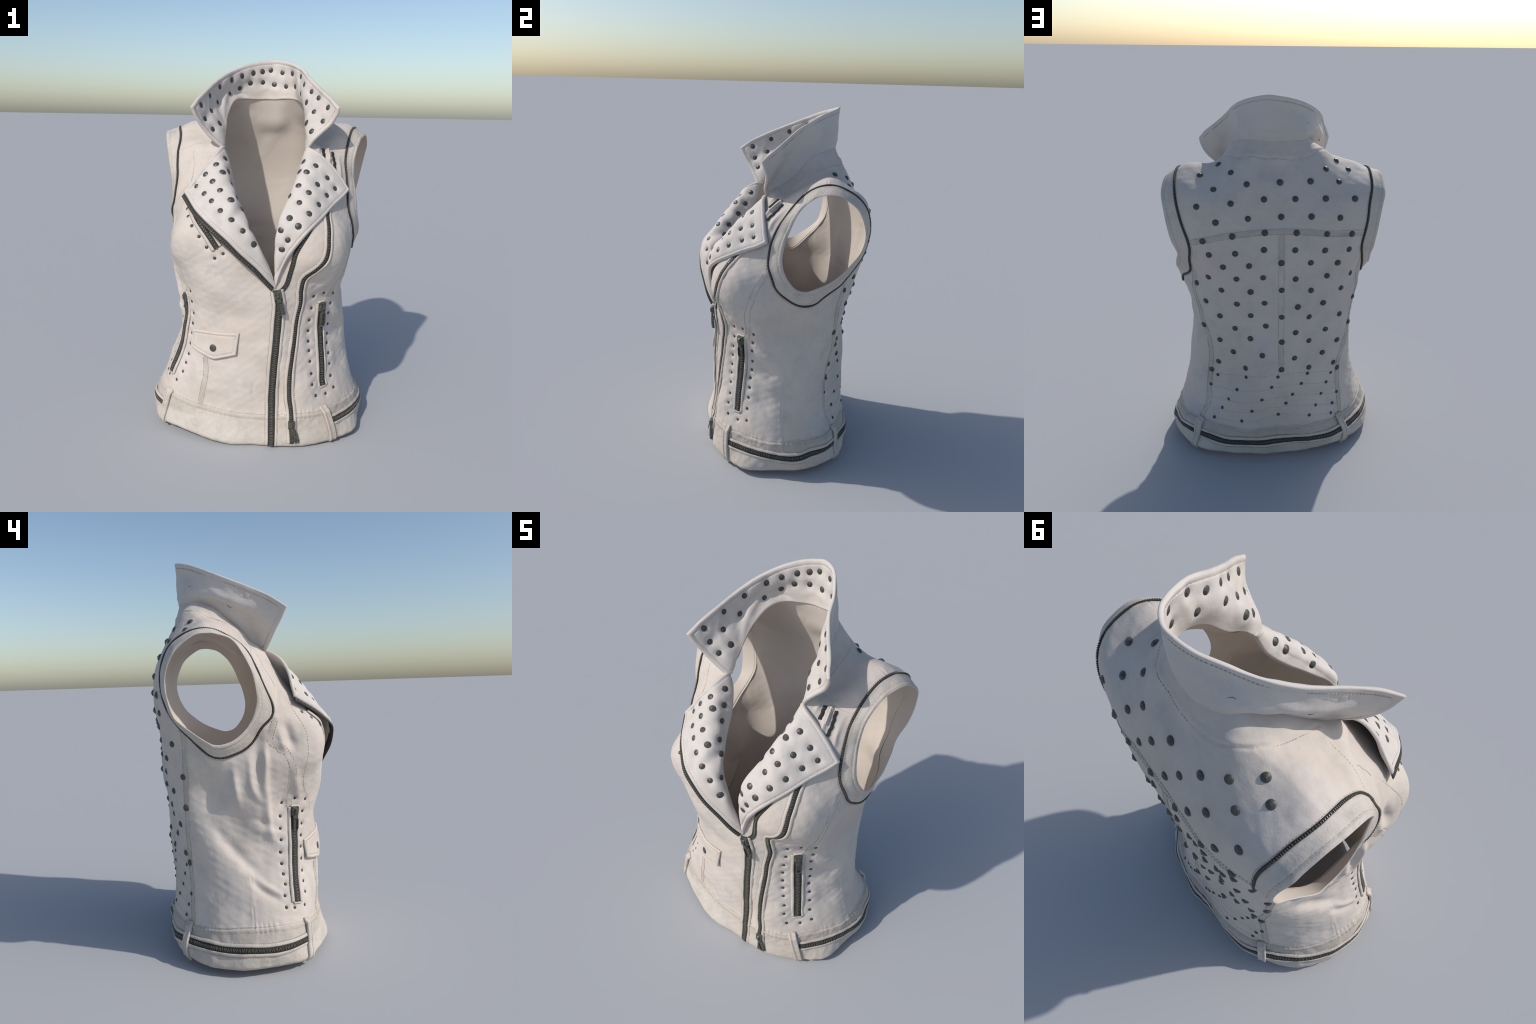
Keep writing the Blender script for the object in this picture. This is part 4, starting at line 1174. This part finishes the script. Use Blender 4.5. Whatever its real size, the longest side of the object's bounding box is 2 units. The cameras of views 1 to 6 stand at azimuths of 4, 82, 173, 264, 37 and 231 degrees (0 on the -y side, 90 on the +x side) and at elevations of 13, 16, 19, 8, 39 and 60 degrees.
for pts, w_ in (([(.374, -.045, 1.522), (.383, -.09, 1.475), (.386, -.13, 1.44)], .015), ([(.322, -.06, 1.535), (.319, -.085, 1.50), (.321, -.105, 1.48)], .017)):
    P, N = on_torso(spline(pts, step=.005), .002)
    P += np.stack([.0015 * np.sin(np.arange(len(P)) * .9)] + [np.zeros(len(P))] * 2, -1)
    tape = add_mesh('shoulder_zip', *sweep(P, N, strip_profile(w_, .003)), TAPE)
    t = Pieces()
    zip_teeth(t, P, N, .010, single=1, lift=.003)
    t.done('zip_teeth', TAPE, tape, smooth=False)

# pocket zips with rectangular frames
for pts in ([(.327, -.243, .752), (.333, -.247, .636), (.343, -.254, .504), (.35, -.262, .416), (.359, -.272, .297)],
            [(-.371, -.207, .765), (-.375, -.202, .64), (-.404, -.199, .489), (-.444, -.198, .377), (-.464, -.196, .312)]):
    tape, P, N, T, B = body_zip('pocket_zip', pts, .041, .021, .0055)
    slider('zip_slider', P[5] + N[5] * .004, T[5], B[5], N[5], tape, 1.6, random.uniform(-.1, .1))
    T2, B2, M2 = frames(P, N)
    w = Pieces()
    for k in (0, -1):
        a = np.stack([P[k] + B2[k] * x - M2[k] * .001 + T2[k] * (.004 if k else -.004) for x in np.linspace(-.024, .024, 6)])
        w.add(*sweep(a, np.repeat(M2[k][None], 6, 0), tube_profile(.0055, 0, .001)))
    w.done('zip_welt', TRIM, tape, stuff=False)
tape, P, N, T, B = body_zip('chest_zip', [(-.325, -.29, 1.24), (-.309, -.321, 1.215), (-.284, -.353, 1.18), (-.239, -.384, 1.122), (-.193, -.4, 1.057)], .028, .015, .005)

# hem zip, loop to loop round the back
HEM_ZIP = [(.40, -.31, .125), (.475, -.24, .122), (.53, -.15, .118), (.58, -.04, .112), (.585, .05, .113), (.565, .14, .13), (.521, .235, .132), (.465, .28, .12), (.336, .367, .115), (.2, .409, .115), (.064, .42, .119),
           (-.078, .411, .116), (-.22, .407, .116), (-.363, .355, .119), (-.42, .308, .122), (-.487, .248, .125), (-.542, .15, .125), (-.576, .056, .128), (-.58, -.05, .128), (-.56, -.14, .13), (-.5, -.235, .135)]
hem_tape, *_ = body_zip('hem_zip', HEM_ZIP, .030, .017, .005)

# zip along the free edge of the wearer's right lapel
E = LAPEL_R.M[:, -1]
EN = LAPEL_R.N[:, -4]
out = unit(LAPEL_R.M[:, -1] - LAPEL_R.M[:, -6])
sel = slice(2, 146)
P, N = smooth_path((E + out * .005 - EN * .004)[sel], EN[sel])
tape = add_mesh('lapel_zip', *sweep(P, N, strip_profile(.034, .004)), TAPE)
t = Pieces()
T, B, M = frames(P, N)
side_out = np.sign((B[len(B) // 2] * out[73]).sum())
zip_teeth(t, P + B * side_out * .009, N, .012, single=1, lift=.003)
t.done('zip_teeth', TOOTH, tape, smooth=False)

# --------------------------------------------------------------- pocket flap
def off_body(p, d):
    P, N = on_torso([p], d)
    return tuple(P[0])


flap_rows = []
for top, low in (((-.338, -.259, .585), (-.342, -.266, .492)), ((-.30, -.29, .594), (-.31, -.295, .479)), ((-.241, -.324, .602), (-.255, -.325, .466)),
                 ((-.21, -.335, .604), (-.212, -.347, .457)), ((-.153, -.352, .607), (-.16, -.36, .473)), ((-.08, -.366, .611), (-.093, -.371, .496))):
    flap_rows.append([off_body(tuple(np.array(top) * (1 - t) + np.array(low) * t), .004 + .010 * t) for t in np.linspace(0, 1, 5)])
FLAP = Sheet(flap_rows, 90, 60, thick=.013, rim=.010, groove=.018)
if FLAP.N[40, 30] @ np.array([-.4, -1, 0]) < 0:
    FLAP = Sheet(flap_rows, 90, 60, flip=True, thick=.013, rim=.010, groove=.018)
flap = FLAP.build('pocket_flap', LEATHER)
for edge in FLAP.edges:
    stitch_line(*FLAP.line(edge, .017))
snap_mesh = dome('snap_button', .0195, .005, -.1)
fp, fn = FLAP.nearest([(-.215, -.348, .517)])
ob = add_object('snap_button', snap_mesh, flap)
ob.matrix_local = Matrix.Translation(Vector(fp[0])) @ Vector(fn[0]).to_track_quat('Z', 'Y').to_matrix().to_4x4()

# --------------------------------------------------------------- belt loops
for top, low in (((.36, -.323, .205), (.415, -.32, .008)), ((-.468, -.244, .228), (-.517, -.25, .03)), ((.426, .275, .205), (.467, .295, .025)), ((-.364, .325, .205), (-.40, .345, .02))):
    c = [np.array(top) * (1 - t) + np.array(low) * t for t in np.linspace(0, 1, 9)]
    P, N = on_torso(spline(c, step=.006))
    s = np.linspace(0, 1, len(P))
    P = P + N * (.010 * np.clip(np.sin(np.pi * s) * 2.2, 0, 1))[:, None]
    P += N * (.003 * np.sin(s * 5 + 1))[:, None]
    prof = [(.020, -.008), (.021, .002), (.017, .006), (.012, .0062), (.008, .0035), (.0, .004), (-.008, .0035), (-.012, .0062), (-.017, .006), (-.021, .002), (-.020, -.008)]
    add_mesh('belt_loop', *sweep(P, N, prof), TRIM)
    for x in (-.009, .009):
        stitch_line(P + N * .004, N, x, pitch=.01)

# ------------------------------------------------------------------ stitching
for sm in DOUBLE_SEAMS:
    P, N = on_torso(spline(sm, step=.006))
    for x in (-.014, .014):
        stitch_line(P, N, x)
for sm in [NECK_SEAM, FRONT_YOKE[1], FRONT_YOKE[-1], FRONT_INNER_SEAM]:
    P, N = on_torso(spline(sm, step=.006))
    stitch_line(P, N, .006)
for sm in LUMBAR:
    stitch_line(*on_torso(spline(sm, step=.006)), 0., .011, .007, .0016)
ws = np.array(WAIST_SEAM)
P, N = on_torso(spline(np.vstack([ws, ws[:1]]), step=.006))
keep = (P[:, 0] < .06) | (P[:, 0] > .22) | (P[:, 1] > 0)
for x in (.006, -.016):
    Q = P + [0, 0, x]
    q2, n2 = on_torso(Q[keep])
    cut = np.where(np.linalg.norm(np.diff(q2, axis=0), axis=1) > .05)[0]
    for seg in np.split(np.arange(len(q2)), cut + 1):
        if len(seg) > 4:
            stitch_line(q2[seg], n2[seg])
hz = np.array(HEM_ZIP)
STITCH.done('stitching', THREAD, smooth=False)
